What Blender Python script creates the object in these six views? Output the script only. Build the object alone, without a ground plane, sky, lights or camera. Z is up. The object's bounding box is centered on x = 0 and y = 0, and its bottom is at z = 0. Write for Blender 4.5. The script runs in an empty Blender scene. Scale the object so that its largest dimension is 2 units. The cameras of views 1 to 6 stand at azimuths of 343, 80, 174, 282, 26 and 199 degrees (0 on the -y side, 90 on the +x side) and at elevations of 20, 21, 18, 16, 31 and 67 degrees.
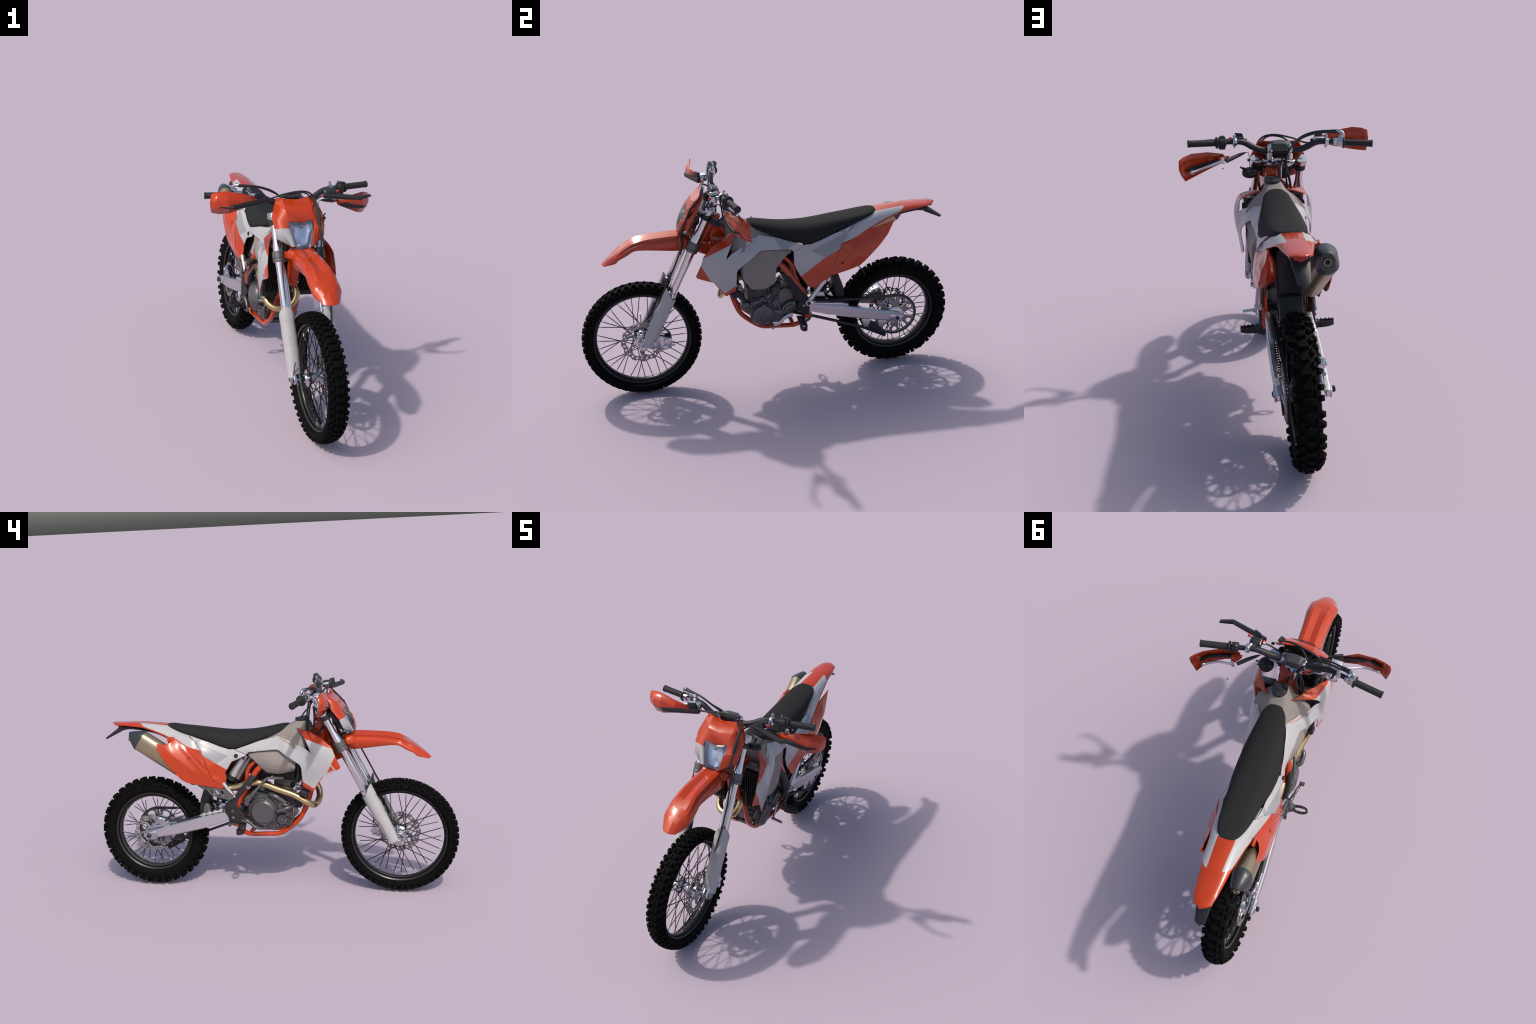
"""A leaning enduro dirt bike built part by part.

Coordinates: every part is modelled on an upright bike (x = rider's left,
y = backwards, z = up, x = 0 in the middle plane).  Chassis parts ("B") are then
leaned about the rear wheel; the fork, bars and front wheel ("F") stand upright.
"""
import bpy, bmesh, math, random
import numpy as np
from math import sin, cos, pi, radians, sqrt, atan2
from mathutils import Vector, Matrix
from mathutils.geometry import delaunay_2d_cdt

random.seed(7)

# ------------------------------------------------------------------ frames
LEAN = 0.069
REAR_HUB = Vector((0, .6886, .312))
FRONT_HUB = Vector((0, -.6862, .3178))
MB = Matrix.Translation((-.0265, .6886, .312)) @ Matrix.Rotation(LEAN, 4, 'Y') @ Matrix.Translation(-REAR_HUB)
MF = Matrix.Translation((-.0185, 0, 0))
MFW = MF @ Matrix.Translation(FRONT_HUB) @ Matrix.Rotation(-.0142, 4, 'Z') @ Matrix.Translation(-FRONT_HUB)
FRAMES = {'B': MB, 'F': MF}

root = bpy.data.objects.new('dirt_bike', None)
bpy.context.scene.collection.objects.link(root)
root.empty_display_size = .1
root['label'] = 'orange and white enduro dirt bike with knobbly tyres and black seat'
root['category'] = 'motorcycle'


# ------------------------------------------------------------------ materials
def material(name, col, rough=.5, metal=0., coat=0., grain=.0, gscale=60, bump=0., bscale=400, ior=1.45, spec=.5, streak=None):
    m = bpy.data.materials.new(name)
    m.use_nodes = True
    nt = m.node_tree
    b = nt.nodes['Principled BSDF']
    b.inputs['Roughness'].default_value = rough
    b.inputs['Metallic'].default_value = metal
    b.inputs['Coat Weight'].default_value = coat
    b.inputs['Coat Roughness'].default_value = .06
    b.inputs['IOR'].default_value = ior
    b.inputs['Specular IOR Level'].default_value = spec
    tc = nt.nodes.new('ShaderNodeTexCoord')
    nz = nt.nodes.new('ShaderNodeTexNoise')
    nz.inputs['Scale'].default_value = gscale
    nz.inputs['Detail'].default_value = 4
    nt.links.new(tc.outputs['Object'], nz.inputs['Vector'])
    rp = nt.nodes.new('ShaderNodeValToRGB')
    lo = [max(0, c * (1 - grain)) for c in col]
    hi = [min(1, c * (1 + grain)) for c in col]
    rp.color_ramp.elements[0].position = .3
    rp.color_ramp.elements[1].position = .7
    rp.color_ramp.elements[0].color = (*lo, 1)
    rp.color_ramp.elements[1].color = (*hi, 1)
    nt.links.new(nz.outputs['Fac'], rp.inputs['Fac'])
    nt.links.new(rp.outputs['Color'], b.inputs['Base Color'])
    if bump:
        n2 = nt.nodes.new('ShaderNodeTexNoise')
        n2.inputs['Scale'].default_value = bscale
        nt.links.new(tc.outputs['Object'], n2.inputs['Vector'])
        bp = nt.nodes.new('ShaderNodeBump')
        bp.inputs['Strength'].default_value = bump
        bp.inputs['Distance'].default_value = .001
        nt.links.new(n2.outputs['Fac'], bp.inputs['Height'])
        nt.links.new(bp.outputs['Normal'], b.inputs['Normal'])
    return m


ORANGE = material('orange_plastic', (.40, .0345, .0030), rough=.18, coat=.3, grain=.03, gscale=20)
WHITE = material('white_plastic', (.37, .365, .37), rough=.3, grain=.02, gscale=20)
DECAL = material('grey_decal', (.245, .245, .262), rough=.3, grain=.02)
TAUPE = material('fuel_tank_plastic', (.228, .200, .180), rough=.6, spec=.25, grain=.04, gscale=30)
SEATM = material('seat_vinyl', (.019, .019, .019), rough=.8, grain=.08, gscale=300, bump=.12, bscale=900, spec=.12)
RUBBER = material('tyre_rubber', (.0022, .0021, .0021), rough=.8, grain=.25, gscale=80, bump=.15, bscale=500, spec=.12)
GRIPM = material('grip_rubber', (.019, .019, .0195), rough=.6, spec=.3, grain=.1, bump=.1)
BLACKP = material('black_plastic', (.019, .019, .0205), rough=.48, spec=.35, grain=.08, gscale=90)
DARKP = material('frame_guard_plastic', (.019, .0185, .019), rough=.55, spec=.3, grain=.08, gscale=90)
PITCH = material('airbox_black', (.008, .008, .008), rough=.6)
RIMM = material('black_rim', (.016, .014, .014), rough=.32, grain=.05)
SPOKEM = material('black_spoke', (.01, .01, .01), rough=.4, metal=.3)
CHROME = material('polished_metal', (.52, .52, .55), rough=.14, metal=1., grain=.02)
TUBEM = material('fork_tube_metal', (.70, .68, .70), rough=.16, metal=1., grain=.02)
SILVER = material('satin_aluminium', (.62, .61, .63), rough=.30, metal=.75, grain=.04, gscale=40)
SWINGM = material('swingarm_aluminium', (.60, .58, .60), rough=.40, metal=1., grain=.03, gscale=40)
DISCM = material('brake_disc_steel', (.23, .21, .215), rough=.40, metal=.6, grain=.06)
ENGINE = material('engine_casing', (.105, .100, .105), rough=.36, metal=.55, grain=.10, gscale=70, bump=.08)
ENGDARK = material('engine_cylinder', (.055, .052, .056), rough=.45, metal=.4, grain=.10, gscale=70, bump=.1)
GOLD = material('exhaust_pipe_metal', (.52, .395, .205), rough=.28, metal=.95, grain=.08, gscale=25)
TITAN = material('silencer_metal', (.34, .28, .178), rough=.34, metal=.85, grain=.05, gscale=30)
CAPM = material('silencer_cap', (.030, .032, .036), rough=.35, grain=.08)
CHAINM = material('chain_steel', (.050, .046, .046), rough=.45, metal=.5, grain=.15)
GUARDW = material('fork_guard_white', (.37, .36, .362), rough=.42, grain=.02)
REDP = material('tail_light_red', (.30, .008, .018), rough=.15, coat=.3)
REDB = material('red_button', (.6, .02, .01), rough=.3)
GRAPH = material('grey_guard_metal', (.13, .125, .122), rough=.42, metal=.6, grain=.06)
BOLT = material('bolt_steel', (.26, .25, .26), rough=.35, metal=.8)
DASHM = material('dash_plastic', (.040, .040, .043), rough=.4, grain=.06)


def glass_material():
    """Clear thin lens: transparent with a Fresnel gloss."""
    m = bpy.data.materials.new('headlight_glass')
    m.use_nodes = True
    nt = m.node_tree
    nt.nodes.remove(nt.nodes['Principled BSDF'])
    out = nt.nodes['Material Output']
    tr = nt.nodes.new('ShaderNodeBsdfTransparent')
    tr.inputs['Color'].default_value = (.93, .95, 1, 1)
    gl = nt.nodes.new('ShaderNodeBsdfGlossy')
    gl.inputs['Roughness'].default_value = .04
    fr = nt.nodes.new('ShaderNodeFresnel')
    fr.inputs['IOR'].default_value = 1.5
    mx = nt.nodes.new('ShaderNodeMixShader')
    nt.links.new(fr.outputs[0], mx.inputs[0])
    nt.links.new(tr.outputs[0], mx.inputs[1])
    nt.links.new(gl.outputs[0], mx.inputs[2])
    nt.links.new(mx.outputs[0], out.inputs['Surface'])
    return m


GLASS = glass_material()
REFLECT = material('reflector_metal', (.60, .64, .70), rough=.25, metal=.65)


# ------------------------------------------------------------------ geometry helpers
def v3(p):
    return Vector(p)


def smooth_path(pts, res=8, closed=False):
    """Centripetal Catmull-Rom through pts (any dimension)."""
    P = [np.array(p, float) for p in pts]
    n = len(P)
    out = []
    rng = range(n) if closed else range(n - 1)
    for i in rng:
        p1, p2 = P[i], P[(i + 1) % n]
        p0 = P[i - 1] if (closed or i > 0) else 2 * p1 - p2
        p3 = P[(i + 2) % n] if (closed or i + 2 < n) else 2 * p2 - p1
        t0 = 0.
        t1 = t0 + max(1e-6, np.linalg.norm(p1 - p0)) ** .5
        t2 = t1 + max(1e-6, np.linalg.norm(p2 - p1)) ** .5
        t3 = t2 + max(1e-6, np.linalg.norm(p3 - p2)) ** .5
        for k in range(res):
            t = t1 + (t2 - t1) * k / res
            a1 = (t1 - t) / (t1 - t0) * p0 + (t - t0) / (t1 - t0) * p1
            a2 = (t2 - t) / (t2 - t1) * p1 + (t - t1) / (t2 - t1) * p2
            a3 = (t3 - t) / (t3 - t2) * p2 + (t - t2) / (t3 - t2) * p3
            b1 = (t2 - t) / (t2 - t0) * a1 + (t - t0) / (t2 - t0) * a2
            b2 = (t3 - t) / (t3 - t1) * a2 + (t - t1) / (t3 - t1) * a3
            out.append((t2 - t) / (t2 - t1) * b1 + (t - t1) / (t2 - t1) * b2)
    if not closed:
        out.append(P[-1])
    return out


def axes_for(d):
    d = Vector(d).normalized()
    a = Vector((0, 0, 1)) if abs(d.z) < .9 else Vector((0, 1, 0))
    u = d.cross(a).normalized()
    return d, u, d.cross(u).normalized()


def in_poly(x, y, poly):
    c = False
    n = len(poly)
    j = n - 1
    for i in range(n):
        xi, yi = poly[i]
        xj, yj = poly[j]
        if (yi > y) != (yj > y) and x < (xj - xi) * (y - yi) / (yj - yi) + xi:
            c = not c
        j = i
    return c


class Geo:
    """Collects vertices and faces of one part; bits are added shape by shape."""

    def __init__(self):
        self.v, self.f, self.m = [], [], []

    def add(self, verts, faces, mi=0):
        o = len(self.v)
        self.v += [Vector(p) for p in verts]
        for k, f in enumerate(faces):
            self.f.append(tuple(o + i for i in f))
            self.m.append(mi if isinstance(mi, int) else mi[k])
        return self

    def bm(self, bm, mi=0):
        bm.verts.index_update()
        self.add([v.co.copy() for v in bm.verts], [[v.index for v in f.verts] for f in bm.faces], mi)
        bm.free()
        return self

    def tube(self, pts, r, n=12, res=6, mi=0, smooth=True, flat=1., up=None):
        """Swept round (or flattened) tube; r a number or one per control point."""
        rs = r if hasattr(r, '__len__') else [r] * len(pts)
        P = [tuple(p) + (q,) for p, q in zip(pts, rs)]
        P = smooth_path(P, res) if smooth and len(P) > 2 else [np.array(p, float) for p in P]
        C = [Vector(p[:3]) for p in P]
        R = [p[3] for p in P]
        vs, fs = [], []
        t_prev = None
        for i, c in enumerate(C):
            t = (C[min(i + 1, len(C) - 1)] - C[max(i - 1, 0)]).normalized()
            if t_prev is None:
                _, u, w = axes_for(t)
                if up is not None:
                    u = t.cross(Vector(up)).normalized()
            else:
                u = (u - t * u.dot(t)).normalized()
            w = t.cross(u).normalized()
            t_prev = t
            for k in range(n):
                a = 2 * pi * k / n
                vs.append(c + (u * cos(a) * flat + w * sin(a)) * R[i])
        for i in range(len(C) - 1):
            for k in range(n):
                fs.append((i * n + k, i * n + (k + 1) % n, (i + 1) * n + (k + 1) % n, (i + 1) * n + k))
        fs.append(tuple(range(n))[::-1])
        fs.append(tuple((len(C) - 1) * n + k for k in range(n)))
        return self.add(vs, fs, mi)

    def lathe(self, prof, origin=(0, 0, 0), axis=(1, 0, 0), n=48, mi=0, closed=False, wave=None):
        """Revolve (along, radius) profile round an axis."""
        d, u, w = axes_for(axis)
        o = Vector(origin)
        vs, fs = [], []
        for a, r in prof:
            for k in range(n):
                t = 2 * pi * k / n
                vs.append(o + d * a + (u * cos(t) + w * sin(t)) * r)
        m = len(prof)
        for i in range(m if closed else m - 1):
            j = (i + 1) % m
            for k in range(n):
                fs.append((i * n + k, j * n + k, j * n + (k + 1) % n, i * n + (k + 1) % n))
        if not closed:
            if prof[0][1] > 1e-6:
                fs.append(tuple(range(n)))
            if prof[-1][1] > 1e-6:
                fs.append(tuple((m - 1) * n + k for k in range(n))[::-1])
        return self.add(vs, fs, mi)

    def cyl(self, p0, p1, r, r1=None, n=20, mi=0, ch=.0):
        d = Vector(p1) - Vector(p0)
        L = d.length
        r1 = r if r1 is None else r1
        prof = [(0, r - ch), (ch, r), (L - ch, r1), (L, r1 - ch)] if ch else [(0, r), (L, r1)]
        return self.lathe(prof, p0, d, n, mi)

    def box(self, c, size, rot=None, mi=0, bev=.0, seg=2):
        bm = bmesh.new()
        bmesh.ops.create_cube(bm, size=1)
        for v in bm.verts:
            v.co = Vector((v.co.x * size[0], v.co.y * size[1], v.co.z * size[2]))
        if bev:
            bmesh.ops.bevel(bm, geom=list(bm.edges), offset=bev, segments=seg, profile=.5, affect='EDGES')
        M = Matrix.Translation(c) @ (rot.to_4x4() if rot is not None else Matrix())
        bmesh.ops.transform(bm, matrix=M, verts=bm.verts)
        return self.bm(bm, mi)

    def hull(self, pts, mi=0, bev=.0, seg=2, ang=15):
        bm = bmesh.new()
        for p in pts:
            bm.verts.new(p)
        r = bmesh.ops.convex_hull(bm, input=list(bm.verts))
        for g in list(r['geom_interior']) + list(r['geom_unused']):
            if isinstance(g, bmesh.types.BMVert) and g.is_valid:
                bm.verts.remove(g)
        bmesh.ops.dissolve_limit(bm, angle_limit=radians(4), verts=bm.verts, edges=bm.edges)
        if bev:
            es = [e for e in bm.edges if len(e.link_faces) == 2 and e.calc_face_angle(0) > radians(ang)]
            bmesh.ops.bevel(bm, geom=es, offset=bev, segments=seg, profile=.5, affect='EDGES', clamp_overlap=True)
        bmesh.ops.recalc_face_normals(bm, faces=bm.faces)
        return self.bm(bm, mi)

    def prism(self, outline, x0, x1, mi=0, bev=.0, seg=2, holes=()):
        """Flat plate: outline in (y, z), between x0 and x1, with holes."""
        loops = [list(outline)] + [list(h) for h in holes]
        pts, edges = [], []
        for lp in loops:
            o = len(pts)
            pts += [Vector(p) for p in lp]
            edges += [(o + i, o + (i + 1) % len(lp)) for i in range(len(lp))]
        cv, ce, cf, *_ = delaunay_2d_cdt(pts, edges, [], 0, 1e-7)
        keep = []
        for f in cf:
            cy = sum(cv[i].x for i in f) / len(f)
            cz = sum(cv[i].y for i in f) / len(f)
            if in_poly(cy, cz, loops[0]) and not any(in_poly(cy, cz, h) for h in loops[1:]):
                keep.append(f)
        bm = bmesh.new()
        bv = [bm.verts.new((x0, p.x, p.y)) for p in cv]
        for f in keep:
            bm.faces.new([bv[i] for i in f])
        for v in [v for v in bm.verts if not v.link_faces]:
            bm.verts.remove(v)
        bmesh.ops.dissolve_limit(bm, angle_limit=radians(1), verts=bm.verts, edges=bm.edges)
        if holes:
            bmesh.ops.triangulate(bm, faces=bm.faces)
        r = bmesh.ops.extrude_face_region(bm, geom=list(bm.faces))
        for g in r['geom']:
            if isinstance(g, bmesh.types.BMVert):
                g.co.x = x1
        bmesh.ops.recalc_face_normals(bm, faces=bm.faces)
        if bev:
            es = [e for e in bm.edges if len(e.link_faces) == 2 and e.calc_face_angle(0) > radians(50)]
            bmesh.ops.bevel(bm, geom=es, offset=bev, segments=seg, profile=.5, affect='EDGES', clamp_overlap=True)
        return self.bm(bm, mi)

    def loft(self, secs, mi=0, close_ring=True, caps=True):
        n = len(secs[0])
        vs = [p for s in secs for p in s]
        fs = []
        for i in range(len(secs) - 1):
            for k in range(n if close_ring else n - 1):
                fs.append((i * n + k, i * n + (k + 1) % n, (i + 1) * n + (k + 1) % n, (i + 1) * n + k))
        if caps and close_ring:
            fs.append(tuple(range(n))[::-1])
            fs.append(tuple((len(secs) - 1) * n + k for k in range(n)))
        return self.add(vs, fs, mi)

    def bolt(self, p, d, r=.006, h=.005, mi=0):
        d = Vector(d).normalized()
        p = Vector(p)
        self.lathe([(0, r * 1.25), (h * .25, r * 1.25), (h * .25, r), (h * .9, r), (h, r * .85), (h, r * .45), (h * .5, r * .45), (h * .5, 0)], p, d, 12, mi)
        return self

    def mirror(self):
        g = Geo()
        g.v = [Vector((-p.x, p.y, p.z)) for p in self.v]
        g.f = [tuple(reversed(f)) for f in self.f]
        g.m = list(self.m)
        return g

    def both(self):
        g = self.mirror()
        self.add(g.v, g.f, g.m)
        return self

    def moved(self, M):
        g = Geo()
        g.v = [M @ p for p in self.v]
        g.f, g.m = list(self.f), list(self.m)
        return g


def link(ob, frame='B', parent=None, local=None):
    bpy.context.scene.collection.objects.link(ob)
    if parent is None:
        ob.parent = root
        ob.matrix_basis = FRAMES[frame] if isinstance(frame, str) else frame
    else:
        ob.parent = parent
        if local is not None:
            ob.matrix_basis = local
    return ob


def finish_mesh(name, geo, mats, angle=35, recalc=True, weld=0.):
    me = bpy.data.meshes.new(name)
    me.from_pydata([tuple(p) for p in geo.v], [], geo.f)
    for m in mats:
        me.materials.append(m)
    me.polygons.foreach_set('material_index', geo.m)
    if recalc or weld:
        bm = bmesh.new()
        bm.from_mesh(me)
        if weld:
            bmesh.ops.remove_doubles(bm, verts=bm.verts, dist=weld)
        if recalc:
            bmesh.ops.recalc_face_normals(bm, faces=bm.faces)
        bm.to_mesh(me)
        bm.free()
    me.shade_smooth()
    me.set_sharp_from_angle(angle=radians(angle))
    me.update()
    return me


def part(name, geo, mats, frame='B', parent=None, angle=35, recalc=True, weld=0., local=None, thick=0., offset=-1, nmat=0, subdiv=0):
    mats = mats if isinstance(mats, (list, tuple)) else [mats]
    me = finish_mesh(name, geo, mats, angle, recalc, weld)
    ob = bpy.data.objects.new(name, me)
    link(ob, frame, parent, local)
    if thick:
        s = ob.modifiers.new('shell', 'SOLIDIFY')
        s.thickness = thick
        s.offset = offset
        if nmat:
            s.material_offset = nmat
            s.material_offset_rim = 0
    if subdiv:
        s = ob.modifiers.new('round', 'SUBSURF')
        s.levels = s.render_levels = subdiv
    return ob


def empty(name, frame='B', parent=None, local=None):
    ob = bpy.data.objects.new(name, None)
    ob.empty_display_size = .05
    return link(ob, frame, parent, local)


def tps(ctrl):
    """Thin-plate surface x(y, z) through control points (y, z, x)."""
    C = np.array(ctrl, float)
    P, h = C[:, :2] * 10, C[:, 2]
    n = len(P)

    def phi(d2):
        return np.where(d2 > 1e-12, d2 * np.log(np.maximum(d2, 1e-12)) * .5, 0)
    D = ((P[:, None] - P[None]) ** 2).sum(-1)
    A = np.zeros((n + 3, n + 3))
    A[:n, :n] = phi(D) + np.eye(n) * 2e-3
    A[:n, n] = 1
    A[:n, n + 1:] = P
    A[n:, :n] = A[:n, n:].T
    w = np.linalg.solve(A, np.r_[h, 0, 0, 0])

    def f(y, z):
        q = np.array([y, z]) * 10
        d2 = ((P - q) ** 2).sum(-1)
        return float(phi(d2) @ w[:n] + w[n] + w[n + 1:] @ q)
    return f


def round_corners(poly, r=.006, seg=3):
    out = []
    n = len(poly)
    for i in range(n):
        p0, p1, p2 = (np.array(poly[j % n], float) for j in (i - 1, i, i + 1))
        a, b = p0 - p1, p2 - p1
        la, lb = np.linalg.norm(a), np.linalg.norm(b)
        k = min(r, la * .4, lb * .4)
        s, e = p1 + a / la * k, p1 + b / lb * k
        for t in range(seg + 1):
            t /= seg
            out.append(tuple((1 - t) ** 2 * s + 2 * t * (1 - t) * p1 + t * t * e))
    return out


def panel(name, outline, ctrl, side, regions, mats, thick=.004, res=.010, ridges=(), parent=None, corner=.005, inner=None, dents=(), angle=40):
    """Moulded sheet: outline in (y, z), bulge x(y, z) through ctrl, colour fields as regions."""
    f = tps(ctrl)
    outline = round_corners(outline, corner)

    def bulge(y, z):
        x = f(y, z)
        for (a, b, hgt, wid) in ridges:       # raised crease lines
            a_, b_, p = np.array(a), np.array(b), np.array((y, z))
            t = np.clip(np.dot(p - a_, b_ - a_) / np.dot(b_ - a_, b_ - a_), 0, 1)
            d = np.linalg.norm(p - a_ - t * (b_ - a_))
            x += hgt * max(0, 1 - d / wid) * min(1, 6 * t + .15, 6 * (1 - t) + .15)
        for (c, rad, dep) in dents:
            d = sqrt((y - c[0]) ** 2 + (z - c[1]) ** 2)
            x -= dep if d < rad else 0
        return x
    pts, edges = [], []

    def loop(poly, closed=True):
        n = len(poly)
        o = len(pts)
        chain = []
        for i in range(n if closed else n - 1):
            a, b = np.array(poly[i]), np.array(poly[(i + 1) % n])
            k = max(1, int(np.linalg.norm(b - a) / res))
            for t in range(k):
                chain.append(a + (b - a) * t / k)
        if not closed:
            chain.append(np.array(poly[-1]))
        for c in chain:
            pts.append(Vector(c))
        m = len(chain)
        edges.extend((o + i, o + (i + 1) % m) for i in range(m if closed else m - 1))
    loop(outline)
    for poly, _ in regions:
        loop(poly)
    for a, b, *_ in ridges:
        loop([a, b], False)
    for c, rad, dep in dents:
        for q in (.97, 1.03):
            loop([(c[0] + rad * q * cos(t * pi / 8), c[1] + rad * q * sin(t * pi / 8)) for t in range(16)])
    ys = [p[0] for p in outline]
    zs = [p[1] for p in outline]
    ny, nz = int((max(ys) - min(ys)) / res) + 1, int((max(zs) - min(zs)) / (res * .87)) + 1
    for j in range(nz):
        for i in range(ny):
            y = min(ys) + (i + .5 * (j % 2)) * res
            z = min(zs) + j * res * .87
            if in_poly(y, z, outline):
                pts.append(Vector((y, z)))
    cv, ce, cf, *_ = delaunay_2d_cdt(pts, edges, [], 0, 1e-5)
    g = Geo()
    keep, mi = [], []
    for fc in cf:
        cy = sum(cv[i].x for i in fc) / len(fc)
        cz = sum(cv[i].y for i in fc) / len(fc)
        if in_poly(cy, cz, outline):
            keep.append(fc if side < 0 else tuple(reversed(fc)))
            k = 0
            for poly, idx in regions:
                if in_poly(cy, cz, poly):
                    k = idx
            mi.append(k)
    # outward orientation: +x on the left, -x on the right
    vs = [(side * bulge(p.x, p.y), p.x, p.y) for p in cv]
    fixed = []
    for fc in keep:
        a, b, c = (Vector(vs[i]) for i in fc[:3])
        nrm = (b - a).cross(c - a)
        fixed.append(fc if nrm.x * side > 0 else tuple(reversed(fc)))
    g.add(vs, fixed, mi)
    inner = inner or mats[0]
    allm = list(mats) + [inner] * len(mats)
    return part(name, g, allm, 'B', parent, angle, recalc=False, thick=thick, nmat=len(mats))


def flip(poly):
    return list(poly)


# ================================================================== WHEELS
def knob(g, hub, th, s_pos, s_nrm, length, width, height, hub_r, skew=0., mi=0):
    """One tread block: seated at lateral offset/radius s_pos=(x, r), normal s_nrm=(nx, nr)."""
    e_r = Vector((0, cos(th), sin(th)))
    e_t = Vector((0, -sin(th), cos(th)))
    ex = Vector((1, 0, 0))
    n = (ex * s_nrm[0] + e_r * s_nrm[1]).normalized()
    lat = n.cross(e_t).normalized()
    tt = (e_t * cos(skew) + lat * sin(skew)).normalized()
    lat = n.cross(tt).normalized()
    c = hub + ex * s_pos[0] + e_r * s_pos[1]
    vs = []
    for h, k in ((-.004, 1.12), (height - .0015, .94), (height, .84)):
        for a, b in ((-1, -1), (1, -1), (1, 1), (-1, 1)):
            vs.append(c + n * h + tt * a * length * .5 * k + lat * b * width * .5 * k)
    fs = [(3, 2, 1, 0), (8, 9, 10, 11)]
    for lv in (0, 4):
        for k in range(4):
            fs.append((lv + k, lv + (k + 1) % 4, lv + 4 + (k + 1) % 4, lv + 4 + k))
    g.add(vs, fs, mi)


def tyre_section(half, r_bead, r_crown, bead_half):
    """Half outline from crown to bead: list of (x, r)."""
    H = r_crown - r_bead
    pts = [(0, r_crown), (half * .45, r_crown - H * .05), (half * .80, r_crown - H * .20), (half * .96, r_crown - H * .40), (half, r_crown - H * .55),
           (half * .93, r_crown - H * .76), (bead_half * 1.08, r_bead + .005), (bead_half, r_bead)]
    return pts


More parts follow.
